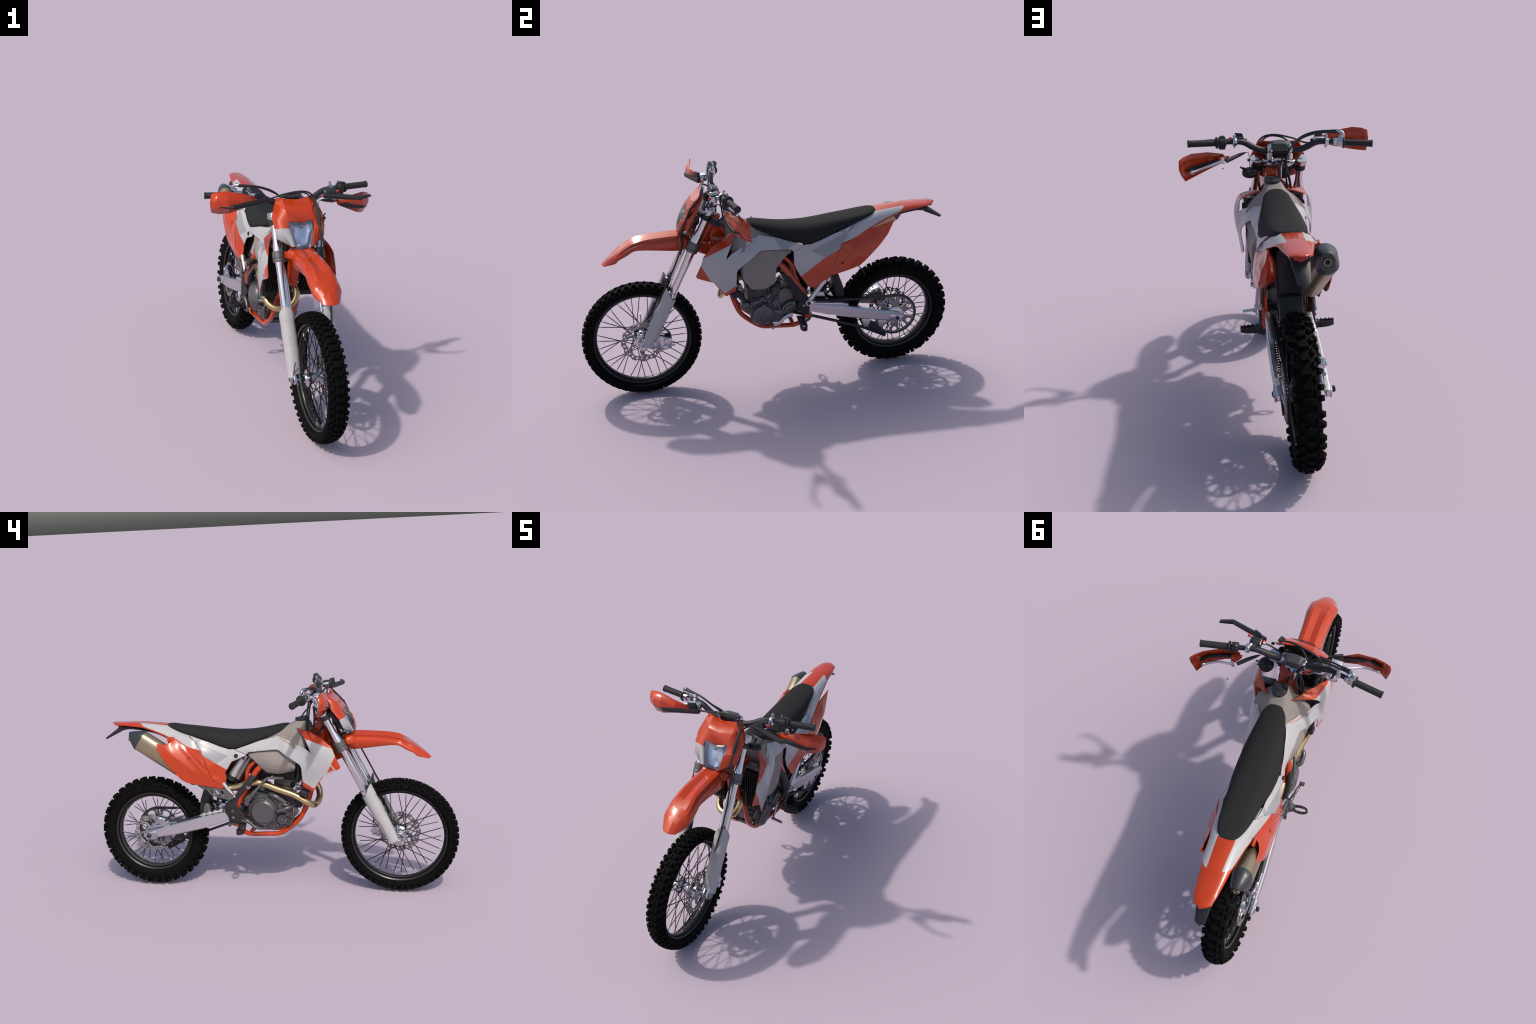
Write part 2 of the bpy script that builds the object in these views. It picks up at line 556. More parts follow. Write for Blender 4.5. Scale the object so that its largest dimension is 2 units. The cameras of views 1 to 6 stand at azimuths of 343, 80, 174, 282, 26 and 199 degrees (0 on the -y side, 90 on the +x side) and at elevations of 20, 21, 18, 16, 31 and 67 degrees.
def make_wheel(name, hub, frame, R, half, rim_out, rim_in, rim_half, knobs, knob_h, hub_len, flange_r, flange_x, mat_world, is_front):
    wheel = empty(name, mat_world)
    # --- tyre
    g = Geo()
    crown = R - knob_h
    H = crown - rim_out
    sec = tyre_section(half, rim_out, crown, rim_half)
    sec = [tuple(p) for p in smooth_path(sec, 4)]
    full = [(-x, r) for x, r in reversed(sec[1:])] + sec
    full += [(rim_half - .006, rim_out - .012), (-rim_half + .006, rim_out - .012)]
    g.lathe([(x, r) for x, r in full], hub, (1, 0, 0), 96, 0, closed=True)
    N = knobs
    step = 2 * pi / N
    circ = 2 * pi * R / N
    for i in range(N):
        th = i * step
        if is_front:
            wide = i % 2 == 0
            for sx in (-1, 1):
                knob(g, hub, th, (sx * .0095, crown - .001), (sx * .10, 1), circ * .46, .0185 if wide else .0165, knob_h, R)
                knob(g, hub, th + step * .5, (sx * half * .62, crown - H * .11), (sx * .5, 1), circ * .44, .0135, knob_h * .96, R, skew=sx * .12)
                knob(g, hub, th + step * (.08 if wide else .0), (sx * half * .86, crown - H * .27), (sx * 1.1, 1), circ * .42, .0145, knob_h * 1.0, R)
        else:
            wide = i % 2 == 0
            knob(g, hub, th, (0, crown - .001), (0, 1), circ * .40, .038 if wide else .030, knob_h, R)
            for sx in (-1, 1):
                knob(g, hub, th + step * .5, (sx * half * .60, crown - H * .10), (sx * .42, 1), circ * .36, .016, knob_h * .96, R, skew=sx * .2)
                knob(g, hub, th + step * (.12 if wide else -.08), (sx * half * .88, crown - H * .29), (sx * 1.15, 1), circ * .40, .018, knob_h * .95, R)
    # small raised side ribs
    for i in range(N):
        th = (i + .5) * step
        for sx in (-1, 1):
            knob(g, hub, th, (sx * half * .995, crown - H * .55), (sx * 1, .05), .005, .012, .0015, R)
    part('tyre', g, RUBBER, parent=wheel, angle=30, recalc=False)
    # --- rim
    g = Geo()
    rp = [(-rim_half, rim_out + .004), (-rim_half - .002, rim_out), (-rim_half + .003, rim_out - .008), (-rim_half * .55, rim_out - .011), (-rim_half * .42, rim_in + .003), (-.006, rim_in), (.006, rim_in),
          (rim_half * .42, rim_in + .003), (rim_half * .55, rim_out - .011), (rim_half - .003, rim_out - .008), (rim_half + .002, rim_out), (rim_half, rim_out + .004), (rim_half - .004, rim_out + .004), (0, rim_in + .012), (-rim_half + .004, rim_out + .004)]
    g.lathe(rp, hub, (1, 0, 0), 96, 0, closed=True)
    part('rim', g, RIMM, parent=wheel, angle=40)
    # --- hub
    g = Geo()
    fr, fl = flange_x
    g.lathe([(-hub_len, .012), (-hub_len, .020), (-fr - .012, .022), (-fr - .008, flange_r * .62), (-fr - .004, flange_r), (-fr + .004, flange_r), (-fr + .012, flange_r * .78), (-fr * .4, .027),
             (fl * .4, .027), (fl - .010, flange_r * .75), (fl - .004, flange_r), (fl + .004, flange_r), (fl + .008, flange_r * .62), (fl + .012, .022), (hub_len, .020), (hub_len, .012)], hub, (1, 0, 0), 40)
    part('hub', g, CHROME, parent=wheel, angle=30)
    # --- spokes: four families, nine copies each
    fam = 0
    for sx in (-1, 1):
        for lead in (-1, 1):
            g = Geo()
            # lacing order round the rim: right leading, left trailing, right trailing, left leading
            th0 = {(-1, 1): 0, (1, -1): 10, (-1, -1): 20, (1, 1): 30}[(sx, lead)]
            th0 = radians(th0 - (1.2 if is_front else 4.))
            fx = fr if sx < 0 else fl
            a = Vector((sx * (fx + (.003 if lead > 0 else -.003)), flange_r * .9 * cos(th0 - lead * 1.15), flange_r * .9 * sin(th0 - lead * 1.15)))
            b = Vector((sx * rim_half * .25, rim_in * cos(th0), rim_in * sin(th0)))
            d = (b - a).normalized()
            g.cyl(a, b, .0023, n=6, mi=0)
            g.cyl(b - d * .017, b + d * .002, .0031, .0034, n=8, mi=1)
            g.cyl(a - d * .001, a + d * .003, .0032, n=8, mi=0)
            me = finish_mesh('spoke', g, [SPOKEM, CHROME], 40)
            for k in range(9):
                ob = bpy.data.objects.new('spoke', me)
                link(ob, parent=wheel, local=Matrix.Translation(hub) @ Matrix.Rotation(k * 2 * pi / 9, 4, 'X'))
    return wheel


def wavy_disc(hub, r_out, r_in, x0, x1, waves=10, spokes=6, r_hub=.035, holes_per=20):
    """Petal brake disc with slots, plus carrier arms."""
    g = Geo()
    N = 120
    outer = []
    for i in range(N):
        t = 2 * pi * i / N
        w = cos(t * waves)
        outer.append((hub.y + (r_out + .003 * (1 if w > .2 else -1 if w < -.2 else w * 5)) * cos(t), hub.z + (r_out + .003 * (1 if w > .2 else -1 if w < -.2 else w * 5)) * sin(t)))
    holes = []
    inner = []
    for i in range(N):
        t = 2 * pi * i / N
        w = cos(t * waves)
        rr = r_in + .003 * (1 if w > 0 else -.6)
        inner.append((hub.y + rr * cos(t), hub.z + rr * sin(t)))
    mid = (r_out + r_in) / 2
    for i in range(holes_per):
        t = 2 * pi * (i + .5) / holes_per
        tilt = .55 if i % 2 else -.55
        c = np.array((hub.y + mid * cos(t), hub.z + mid * sin(t)))
        er = np.array((cos(t + tilt), sin(t + tilt)))
        et = np.array((-er[1], er[0]))
        hl, hw = (r_out - r_in) * .30, .0038
        holes.append([tuple(c + er * a * hl + et * b * hw) for a, b in ((-1, -.6), (-.6, -1), (.6, -1), (1, -.6), (1, .6), (.6, 1), (-.6, 1), (-1, .6))])
    g.prism(outer, x0, x1, 0, 0, holes=[inner] + holes)
    xm = (x0 + x1) / 2
    return g


rear_wheel = make_wheel('rear_wheel', REAR_HUB, 'B', .3125, .0475, .2235, .199, .034, 36, .0160, .075, .044, (.034, .034), Matrix.Translation((.005, 0, 0)) @ MB, False)
front_wheel = make_wheel('front_wheel', FRONT_HUB, 'F', .3158, .0460, .2550, .2365, .026, 50, .0125, .062, .042, (.046, .024), MFW, True)

# --- brake discs
g = wavy_disc(FRONT_HUB, .110, .084, .050, .0535, 12, holes_per=24)
for k in range(6):
    t = k * pi / 3 + .3
    e1 = Vector((0, cos(t), sin(t)))
    e2 = Vector((0, cos(t + .42), sin(t + .42)))
    c = FRONT_HUB + Vector((.0515, 0, 0))
    g.tube([c + e1 * .036, c + (e1 * .062 + e2 * .004), c + e2 * .086], [.009, .006, .0075], n=8, flat=.9, mi=0)
    g.cyl(c + e2 * .086 + Vector((-.004, 0, 0)), c + e2 * .086 + Vector((.004, 0, 0)), .0055, n=12, mi=1)
g.lathe([(.044, .030), (.044, .043), (.056, .043), (.060, .036), (.060, .024)], FRONT_HUB, n=6 * 6, mi=1)
part('brake_disc', g, [DISCM, CHROME], parent=front_wheel, angle=30)
g = wavy_disc(REAR_HUB, .104, .082, -.060, -.0565, 12, holes_per=24)
for k in range(6):
    t = k * pi / 3
    e1 = Vector((0, cos(t), sin(t)))
    e2 = Vector((0, cos(t - .4), sin(t - .4)))
    c = REAR_HUB + Vector((-.058, 0, 0))
    g.tube([c + e1 * .036, c + e1 * .06 + e2 * .004, c + e2 * .084], [.009, .006, .0075], n=8, flat=.9)
g.lathe([(-.066, .022), (-.066, .040), (-.050, .044), (-.046, .034)], REAR_HUB, n=36, mi=1)
for k in range(6):
    t = k * pi / 3
    g.bolt(REAR_HUB + Vector((-.061, .035 * cos(t), .035 * sin(t))), (-1, 0, 0), .004, .004, 1)
part('brake_disc', g, [DISCM, CHROME], parent=rear_wheel, angle=30)

# --- rear sprocket
SPX = .066
g = Geo()
teeth = 48
out = []
for i in range(teeth * 4):
    t = 2 * pi * i / (teeth * 4)
    rr = (.115, .1175, .1175, .115)[i % 4] - .002
    out.append((REAR_HUB.y + rr * cos(t), REAR_HUB.z + rr * sin(t)))
holes = [[(REAR_HUB.y + .034 * cos(t * pi / 16), REAR_HUB.z + .034 * sin(t * pi / 16)) for t in range(32)]]
for i in range(12):
    t0 = 2 * pi * i / 12
    if i % 2 == 0:
        pl = [(.052, -.12), (.074, -.22), (.096, -.245), (.1045, -.14), (.1055, 0), (.1045, .14), (.096, .245), (.074, .22), (.052, .12)]
    else:
        pl = [(.076, -.05), (.085, -.14), (.097, -.15), (.1045, -.06), (.1045, .06), (.097, .15), (.085, .14), (.076, .05)]
    holes.append(round_corners([(REAR_HUB.y + r * cos(t0 + a), REAR_HUB.z + r * sin(t0 + a)) for r, a in pl], .006, 3))
g.prism(out, SPX - .002, SPX + .002, 0, holes=holes)
g.lathe([(SPX - .012, .030), (SPX - .006, .046), (SPX + .004, .046), (SPX + .008, .040), (SPX + .010, .022)], REAR_HUB, n=40, mi=1)
for k in range(6):
    t = k * pi / 3 + pi / 12
    g.bolt(REAR_HUB + Vector((SPX + .003, .048 * cos(t), .048 * sin(t))), (1, 0, 0), .005, .005, 1)
part('rear_sprocket', g, [DISCM, SILVER], parent=rear_wheel, angle=30)

# --- chain
FS, FSR, RSR = Vector((0, .142, .428)), .036, .1155
chain = empty('chain')
path = []
for k in range(13):                                    # round the front sprocket
    t = radians(70 + (250 - 70) * k / 12)
    path.append((FS.y + FSR * cos(t), FS.z + FSR * sin(t)))
rear_arc = []
for k in range(25):
    t = radians(-100 + (92 + 100) * k / 24)
    rear_arc.append((REAR_HUB.y + RSR * cos(t), REAR_HUB.z + RSR * sin(t)))
top_run = [(.60, .4265), (.485, .433), (.322, .4435), (.234, .4545)]
loop = path + [(.23, .361), (.36, .312), (.50, .257)] + rear_arc + top_run
dense = []
for i in range(len(loop)):
    a, b = np.array(loop[i]), np.array(loop[(i + 1) % len(loop)])
    k = max(1, int(np.linalg.norm(b - a) / .002))
    dense += [a + (b - a) * t / k for t in range(k)]
cum = np.r_[0, np.cumsum([np.linalg.norm(dense[(i + 1) % len(dense)] - dense[i]) for i in range(len(dense))])]
nl = int(cum[-1] / .0148) // 2 * 2
pitch = cum[-1] / nl


def link_mesh(outer):
    g = Geo()
    w = .0062 if outer else .0042
    L = pitch
    ol = []
    for k in range(16):
        t = 2 * pi * k / 16
        r = .0076 * (1 - .22 * abs(sin(t)) ** 4)
        ol.append(((L / 2 if cos(t) > 0 else -L / 2) * (1 if abs(cos(t)) > .01 else 0) + r * cos(t), r * sin(t)))
    for sx in (-1, 1):
        g.prism(ol, sx * w - .0008, sx * w + .0008)
    for e in (-1, 1):
        g.cyl((-w - .002, e * L / 2, 0), (w + .002, e * L / 2, 0), .0028 if outer else .0038, n=8)
    return finish_mesh('chain_link', g, [CHAINM], 40)


chain_meshes = [link_mesh(True), link_mesh(False)]
for i in range(nl):
    p = [np.interp(((i + e) * pitch) % cum[-1], cum[:-1], [d[c] for d in dense]) for e in (0, 1) for c in (0, 1)]
    a, b = np.array(p[:2]), np.array(p[2:])
    c = (a + b) / 2
    ang = atan2(b[1] - a[1], b[0] - a[0])
    ob = bpy.data.objects.new('chain_link', chain_meshes[i % 2])
    link(ob, parent=chain, local=Matrix.Translation((SPX, c[0], c[1])) @ Matrix.Rotation(ang, 4, 'X'))
g = Geo()
out = [(FS.y + (.034 if i % 4 in (1, 2) else .029) * cos(2 * pi * i / 56), FS.z + (.034 if i % 4 in (1, 2) else .029) * sin(2 * pi * i / 56)) for i in range(56)]
g.prism(out, SPX - .002, SPX + .002)
g.cyl((.04, FS.y, FS.z), (SPX + .008, FS.y, FS.z), .014)
part('front_sprocket', g, CHAINM)

# ================================================================== SEAT
#        y,     top z, edge z, half width, top flat half
SEAT = [(-.108, .9245, .9235, .012, .006), (-.098, .930, .918, .032, .016), (-.066, .9275, .899, .056, .030), (-.034, .921, .884, .064, .036), (.046, .9045, .851, .082, .044), (.11, .896, .829, .093, .050),
        (.195, .892, .806, .101, .056), (.262, .8955, .818, .098, .058), (.336, .903, .845, .088, .058), (.436, .914, .876, .078, .054), (.510, .922, .902, .066, .046), (.552, .9285, .914, .050, .036), (.574, .9285, .919, .034, .024), (.582, .924, .921, .014, .010)]
g = Geo()
rows = smooth_path(SEAT, 5)
secs = []
for y, zt, ze, hw, tf in rows:
    half = [(0, zt), (tf * .6, zt - .0005), (tf, zt - .003 - (zt - ze) * .03), (tf + (hw - tf) * .45, zt - (zt - ze) * .22), (hw * .985, zt - (zt - ze) * .62), (hw, ze + .004 * min(1, (zt - ze) / .02)), (hw * .96, ze - .003), (hw * .5, ze - .004)]
    ring = [(x, y, z) for x, z in half] + [(-x, y, z) for x, z in reversed(half[1:])]
    secs.append(ring)
g.loft(secs)
part('seat', g, SEATM, angle=60)

# ================================================================== FUEL TANK
TANK = [(-.222, [(0, .930), (.026, .926), (.036, .90), (.044, .85), (.048, .78), (.045, .74)]),
        (-.200, [(0, .945), (.033, .942), (.052, .905), (.090, .872), (.128, .815), (.125, .75)]),
        (-.150, [(0, .946), (.034, .942), (.057, .908), (.100, .868), (.137, .815), (.138, .75)]),
        (-.100, [(0, .926), (.038, .920), (.062, .890), (.086, .856), (.118, .802), (.130, .74)]),
        (-.030, [(0, .898), (.045, .892), (.058, .868), (.078, .836), (.104, .792), (.118, .74)]),
        (.060, [(0, .865), (.055, .856), (.070, .834), (.084, .806), (.094, .77), (.100, .74)]),
        (.110, [(0, .84), (.060, .832), (.075, .815), (.085, .80), (.092, .78), (.095, .765)])]
g = Geo()
secs = []
flatrows = []
for y, h in TANK:
    flatrows.append([y] + [c for p in h for c in p])
for row in smooth_path(flatrows, 5):
    y = row[0]
    h = [(row[1 + 2 * k], row[2 + 2 * k]) for k in range(6)]
    h = [tuple(p) for p in smooth_path(h, 3)]
    secs.append([(x, y, z) for x, z in h] + [(-x, y, z) for x, z in reversed(h[1:])])
g.loft(secs)
tank = part('fuel_tank', g, TAUPE, angle=50)


def solid_panel(name, outline, ctrl, side, mat, depth, parent=None, corner=.012, angle=30):
    return panel(name, outline, ctrl, side, [], [mat], thick=depth, res=.012, parent=parent, corner=corner, angle=angle)


TANK_R = [(.112, .782), (-.035, .803), (-.062, .80), (-.155, .742), (-.149, .703), (-.141, .690), (-.053, .670), (.010, .675), (.061, .727), (.100, .764)]
solid_panel('fuel_tank_cheek', TANK_R, [(.11, .78, .098), (-.035, .80, .106), (-.06, .80, .108), (-.155, .74, .128), (-.145, .705, .138), (-.14, .69, .118), (-.053, .671, .113), (.01, .675, .104), (.061, .727, .111), (.10, .764, .104), (-.03, .765, .124), (-.1, .735, .134), (-.02, .70, .126), (.035, .745, .118), (-.09, .70, .132)], -1, TAUPE, .07, parent=tank)
TANK_L = [(.098, .782), (-.050, .803), (-.155, .735), (-.150, .655), (-.108, .592), (-.05, .586), (-.021, .595), (.013, .618), (.024, .704), (.084, .758)]
solid_panel('fuel_tank_cheek', TANK_L, [(.098, .782, .098), (-.05, .803, .110), (-.155, .735, .135), (-.15, .655, .142), (-.108, .592, .130), (-.05, .586, .130), (.013, .618, .130), (.024, .704, .128), (.084, .758, .106), (-.06, .70, .127), (-.06, .64, .133), (-.02, .66, .130), (-.03, .76, .114), (-.12, .70, .130)], 1, TAUPE, .075, parent=tank)
# filler cap
g = Geo()
cap_axis = Vector((0, .16, 1)).normalized()
capc = Vector((.004, -.174, .941))
g.lathe([(-.006, .031), (.004, .034), (.007, .0375), (.012, .0385), (.019, .036), (.021, .030), (.0215, .012), (.026, .011), (.027, 0)], capc, cap_axis, 40)
_, cu, cw = axes_for(cap_axis)
for k in range(3):
    t = 2 * pi * k / 3 + .4
    d = cu * cos(t) + cw * sin(t)
    g.box(capc + d * .026 + cap_axis * .019, (.022, .012, .010), Matrix((d, cap_axis.cross(d), cap_axis)).transposed(), bev=.003)
part('filler_cap', g, BLACKP, parent=tank, angle=35)

# ================================================================== RADIATOR SHROUDS
SHROUD = [(.180, .802), (.100, .829), (.046, .848), (-.050, .870), (-.124, .848), (-.205, .818), (-.240, .794), (-.212, .862), (-.183, .890), (-.148, .914), (-.222, .902), (-.297, .871), (-.350, .828), (-.367, .784), (-.395, .727), (-.391, .716), (-.368, .706),
          (-.308, .680), (-.248, .590), (-.194, .615), (-.192, .645), (-.187, .716), (-.178, .732), (-.061, .803), (-.040, .806), (.105, .789), (.119, .772)]
SHROUD_X = [(.18, .804, .108), (.119, .773, .110), (.105, .789, .112), (.046, .849, .086), (-.05, .87, .064), (-.040, .806, .122), (-.061, .803, .124), (-.124, .848, .104), (-.205, .818, .152), (-.240, .794, .170), (-.212, .862, .158), (-.183, .890, .108), (-.148, .914, .054),
            (-.222, .902, .100), (-.297, .871, .150), (-.350, .828, .172), (-.367, .784, .178), (-.395, .727, .179), (-.308, .680, .177), (-.248, .592, .167), (-.194, .618, .158), (-.187, .72, .166), (-.12, .772, .150), (-.26, .72, .183), (-.27, .80, .182), (0, .83, .103), (-.09, .83, .118)]
WHITE_S = [(.22, .74), (.22, .86), (-.05, .95), (-.15, .868), (-.205, .870), (-.288, .842), (-.353, .820), (-.368, .784), (-.322, .690), (-.312, .682), (-.3, .6745), (-.2535, .6065), (-.18, .648), (-.16, .60)]
STRIPE_S = [(-.322, .690), (-.344, .738), (-.373, .707), (-.366, .7035), (-.3435, .729), (-.327, .6955), (-.368, .7115), (-.37, .7035), (-.312, .6805)]
WHITE_STRIPE = [(-.3455, .7385), (-.371, .7085), (-.3655, .7055), (-.3425, .7325)]
WHITE_EDGE = [(-.324, .6945), (-.366, .7125), (-.368, .7035), (-.308, .678)]
DECAL_L = [(.023, .852), (.057, .790), (.085, .789), (.134, .824)]
REDLINE = [(-.060, .8645), (-.165, .8145), (-.164, .8125), (-.060, .8620)]
for side in (-1, 1):
    regs = [(WHITE_S, 1), (WHITE_STRIPE, 1), (WHITE_EDGE, 1), (REDLINE, 0)]
    if side > 0:
        regs = [(WHITE_S, 1), (REDLINE, 0), (DECAL_L, 2)]
    panel('radiator_shroud', SHROUD, SHROUD_X, side, regs, [ORANGE, WHITE, DECAL], thick=.004, res=.009, corner=.004)

# ================================================================== REAR SIDE PANELS
PANEL_X = [(.172, .769, .113), (.119, .770, .107), (.182, .803, .102), (.214, .801, .102), (.262, .815, .100), (.336, .842, .092), (.443, .876, .080), (.367, .795, .129), (.329, .709, .142), (.306, .641, .140), (.251, .587, .120), (.229, .643, .118), (.235, .677, .117), (.198, .736, .116), (.28, .73, .130), (.40, .838, .108)]
PANEL_R = [(.184, .803), (.119, .770), (.198, .736), (.235, .677), (.229, .643), (.251, .586), (.306, .641), (.329, .709), (.366, .797), (.40, .842), (.443, .877), (.336, .843), (.262, .816), (.214, .802)]
WHITE_P = [(.05, .76), (.15, .85), (.5, .93), (.42, .86), (.360, .782), (.229, .694), (.18, .66)]
GREY_P = [(.435, .827), (.385, .854), (.366, .849), (.382, .838), (.217, .767), (.278, .730), (.362, .779), (.406, .807)]
p = panel('side_panel', PANEL_R, PANEL_X, -1, [(WHITE_P, 1), (GREY_P, 2)], [ORANGE, WHITE, DECAL], thick=.004, res=.009, corner=.004, ridges=[((.30, .655), (.245, .60), .004, .02)])
g = Geo()
g.cyl((-.105, .173, .769), (-.1175, .173, .769), .0105, n=24)
part('side_panel_bolt', g, PITCH, parent=None)
PANEL_L = [(.184, .803), (.119, .770), (.120, .701), (.153, .628), (.193, .568), (.249, .560), (.305, .621), (.329, .700), (.352, .760), (.366, .797), (.40, .842), (.443, .877), (.336, .843), (.262, .816), (.214, .802)]
PANEL_LX = PANEL_X + [(.120, .701, .108), (.153, .628, .112), (.193, .570, .125), (.249, .561, .128)]
PANEL_LX = [c for c in PANEL_LX if c[:2] not in ((.251, .587), (.229, .643), (.235, .677), (.198, .736))]
WHITE_PL = [(.05, .80), (.15, .85), (.5, .93), (.42, .86), (.375, .788), (.360, .785), (.280, .731), (.152, .627), (.08, .65)]
GREY_PL = [(.366, .853), (.387, .862), (.434, .827), (.416, .810), (.367, .778), (.282, .729), (.210, .769), (.384, .842)]
panel('side_panel', PANEL_L, PANEL_LX, 1, [(WHITE_PL, 1), (GREY_PL, 2)], [ORANGE, WHITE, DECAL], thick=.004, res=.009, corner=.004)

# right: moulded heat shield over the silencer; left: airbox cover
COVER_R = [(.627, .838), (.563, .833), (.535, .842), (.509, .858), (.443, .818), (.3675, .797), (.3305, .709), (.3075, .641), (.250, .588), (.390, .613), (.449, .625), (.479, .644), (.536, .707), (.589, .781)]
COVER_RX = [(.627, .838, .140), (.563, .833, .136), (.535, .842, .128), (.509, .858, .104), (.443, .818, .112), (.3675, .797, .130), (.3305, .709, .1435), (.3075, .641, .1415), (.25, .588, .1215), (.39, .613, .140), (.449, .625, .142), (.479, .644, .146), (.536, .707, .152), (.589, .781, .150), (.524, .785, .149), (.45, .72, .142), (.376, .664, .143), (.432, .77, .128), (.488, .75, .147)]
panel('silencer_shield', COVER_R, COVER_RX, -1, [], [ORANGE], thick=.004, res=.008, corner=.004, ridges=[((.585, .835), (.376, .664), .004, .03), ((.495, .838), (.317, .650), .003, .014), ((.44, .810), (.329, .709), .003, .012)], dents=[((.432, .752), .010, .008)])
COVER_L = [(.657, .889), (.623, .823), (.56, .754), (.467, .667), (.319, .630), (.306, .640), (.3305, .700), (.3535, .760), (.3675, .797), (.40, .800), (.457, .818), (.53, .854), (.56, .859)]
COVER_LX = [(.657, .889, .101), (.623, .823, .112), (.56, .754, .128), (.467, .667, .134), (.319, .63, .140), (.31, .65, .142), (.333, .70, .143), (.356, .76, .138), (.372, .797, .128), (.457, .816, .1095), (.53, .852, .100), (.56, .858, .099), (.46, .76, .142), (.55, .80, .130), (.40, .69, .148)]
panel('airbox_cover', COVER_L, COVER_LX, 1, [], [ORANGE], thick=.004, res=.009, corner=.004, ridges=[((.60, .815), (.39, .70), .0018, .02), ((.48, .80), (.335, .675), .002, .012)], dents=[((.368, .700), .009, .008)])

# inward flange along the rear edge of the left cover
edge = [(.101, .655, .888), (.111, .622, .824), (.127, .559, .755), (.133, .467, .669), (.137, .40, .650)]
inn = [(.096, .648, .884), (.072, .600, .822), (.064, .540, .758), (.066, .455, .690), (.07, .40, .680)]
g = Geo()
g.loft([[a, tuple((np.array(a) * .5 + np.array(b) * .5) + np.array((0, .006, -.002))), b] for a, b in zip(smooth_path(edge, 4), smooth_path(inn, 4))], close_ring=False)
part('cover_flange', g, ORANGE, thick=.003, angle=50)

# ================================================================== REAR FENDER
#  columns: centre, strip edge, shoulder, rim line, lower edge
REARF = [[(0, .370, .872), (.060, .370, .860), (.106, .370, .832), (.126, .368, .800), (.128, .367, .795)],
         [(0, .440, .892), (.058, .440, .884), (.092, .440, .856), (.109, .440, .814), (.112, .440, .806)],
         [(0, .520, .910), (.047, .520, .905), (.080, .520, .889), (.097, .520, .855), (.100, .520, .847)],
         [(0, .572, .925), (.041, .572, .923), (.068, .575, .908), (.084, .580, .880), (.087, .580, .872)],
         [(0, .645, .933), (.0375, .645, .931), (.058, .645, .920), (.075, .645, .904), (.080, .645, .897)],
         [(0, .700, .937), (.0355, .703, .935), (.052, .701, .929), (.067, .698, .920), (.071, .700, .914)],
         [(0, .725, .938), (.0350, .727, .936), (.050, .720, .931), (.063, .703, .922), (.069, .708, .916)],
         [(0, .790, .939), (.0300, .790, .937), (.044, .790, .934), (.055, .785, .928), (.059, .785, .922)],
         [(0, .850, .938), (.0245, .848, .936), (.036, .846, .934), (.047, .842, .930), (.050, .840, .925)],
         [(0, .893, .937), (.0180, .886, .937), (.030, .880, .935), (.040, .872, .931), (.044, .868, .926)],
         [(0, .906, .934), (.0160, .896, .934), (.029, .888, .932), (.041, .879, .930), (.0445, .876, .925)]]
g = Geo()
nc = len(REARF[0])
for sx in (1, -1):
    vs = [(sx * x, y, z) for row in REARF for x, y, z in row]
    fs, mi = [], []
    for i in range(len(REARF) - 1):
        for k in range(nc - 1):
            q = (i * nc + k, i * nc + k + 1, (i + 1) * nc + k + 1, (i + 1) * nc + k)
            fs.append(q if sx > 0 else q[::-1])
            white = 1 <= k <= 2 and i < 6 or (k == 0 and i < 3)
            mi.append(1 if white else 0)
    g.add(vs, fs, mi)
fender = part('rear_fender', g, [ORANGE, WHITE, ORANGE, ORANGE], angle=25, weld=1e-5, recalc=True, thick=.0035, nmat=2)
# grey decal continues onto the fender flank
# black inner mudguard, licence bracket, tail light
g = Geo()
LINER = [(.345, .50, .046), (.352, .58, .052), (.375, .67, .056), (.420, .755, .060), (.49, .830, .060), (.60, .890, .052), (.69, .912, .046), (.78, .922, .040), (.85, .922, .034)]
secs = []
for y, z, hw in [tuple(r) for r in smooth_path(LINER, 4)]:
    n = Vector((0, -.5, .85)).normalized()
    arc = []
    for k in range(9):
        t = -1 + k / 4
        drop = .022 * (abs(t) ** 2.2)
        arc.append((t * hw, y + drop * .5, z - drop * .85))
    secs.append(arc)
g.loft(secs, close_ring=False)
part('inner_mudguard', g, BLACKP, angle=60, thick=.004, offset=0)
g = Geo()
g.hull([(sx * .030, .805, .915) for sx in (-1, 1)] + [(sx * .036, .845, .912) for sx in (-1, 1)] + [(sx * .030, .81, .897) for sx in (-1, 1)] + [(sx * .034, .86, .893) for sx in (-1, 1)] + [(sx * .031, .862, .905) for sx in (-1, 1)], bev=.003)
g.hull([(sx * .036, .842, .912) for sx in (-1, 1)] + [(sx * .033, .842, .890) for sx in (-1, 1)] + [(sx * .024, .941, .852) for sx in (-1, 1)] + [(0, .954, .8445), (0, .948, .8375)] + [(sx * .022, .937, .843) for sx in (-1, 1)] + [(0, .872, .905)], bev=.002)
g.hull([(sx * .036, .72, .906) for sx in (-1, 1)] + [(sx * .034, .83, .912) for sx in (-1, 1)] + [(sx * .034, .83, .900) for sx in (-1, 1)] + [(sx * .04, .74, .900) for sx in (-1, 1)], bev=.003)
part('plate_holder', g, BLACKP, angle=30)
g = Geo()
g.hull([(sx * .027, .868, .925) for sx in (-1, 1)] + [(sx * .027, .858, .908) for sx in (-1, 1)] + [(sx * .022, .852, .902) for sx in (-1, 1)] + [(0, .876, .905), (0, .868, .899), (sx * .02, .83, .92)], bev=.003)
part('tail_light', g, REDP)

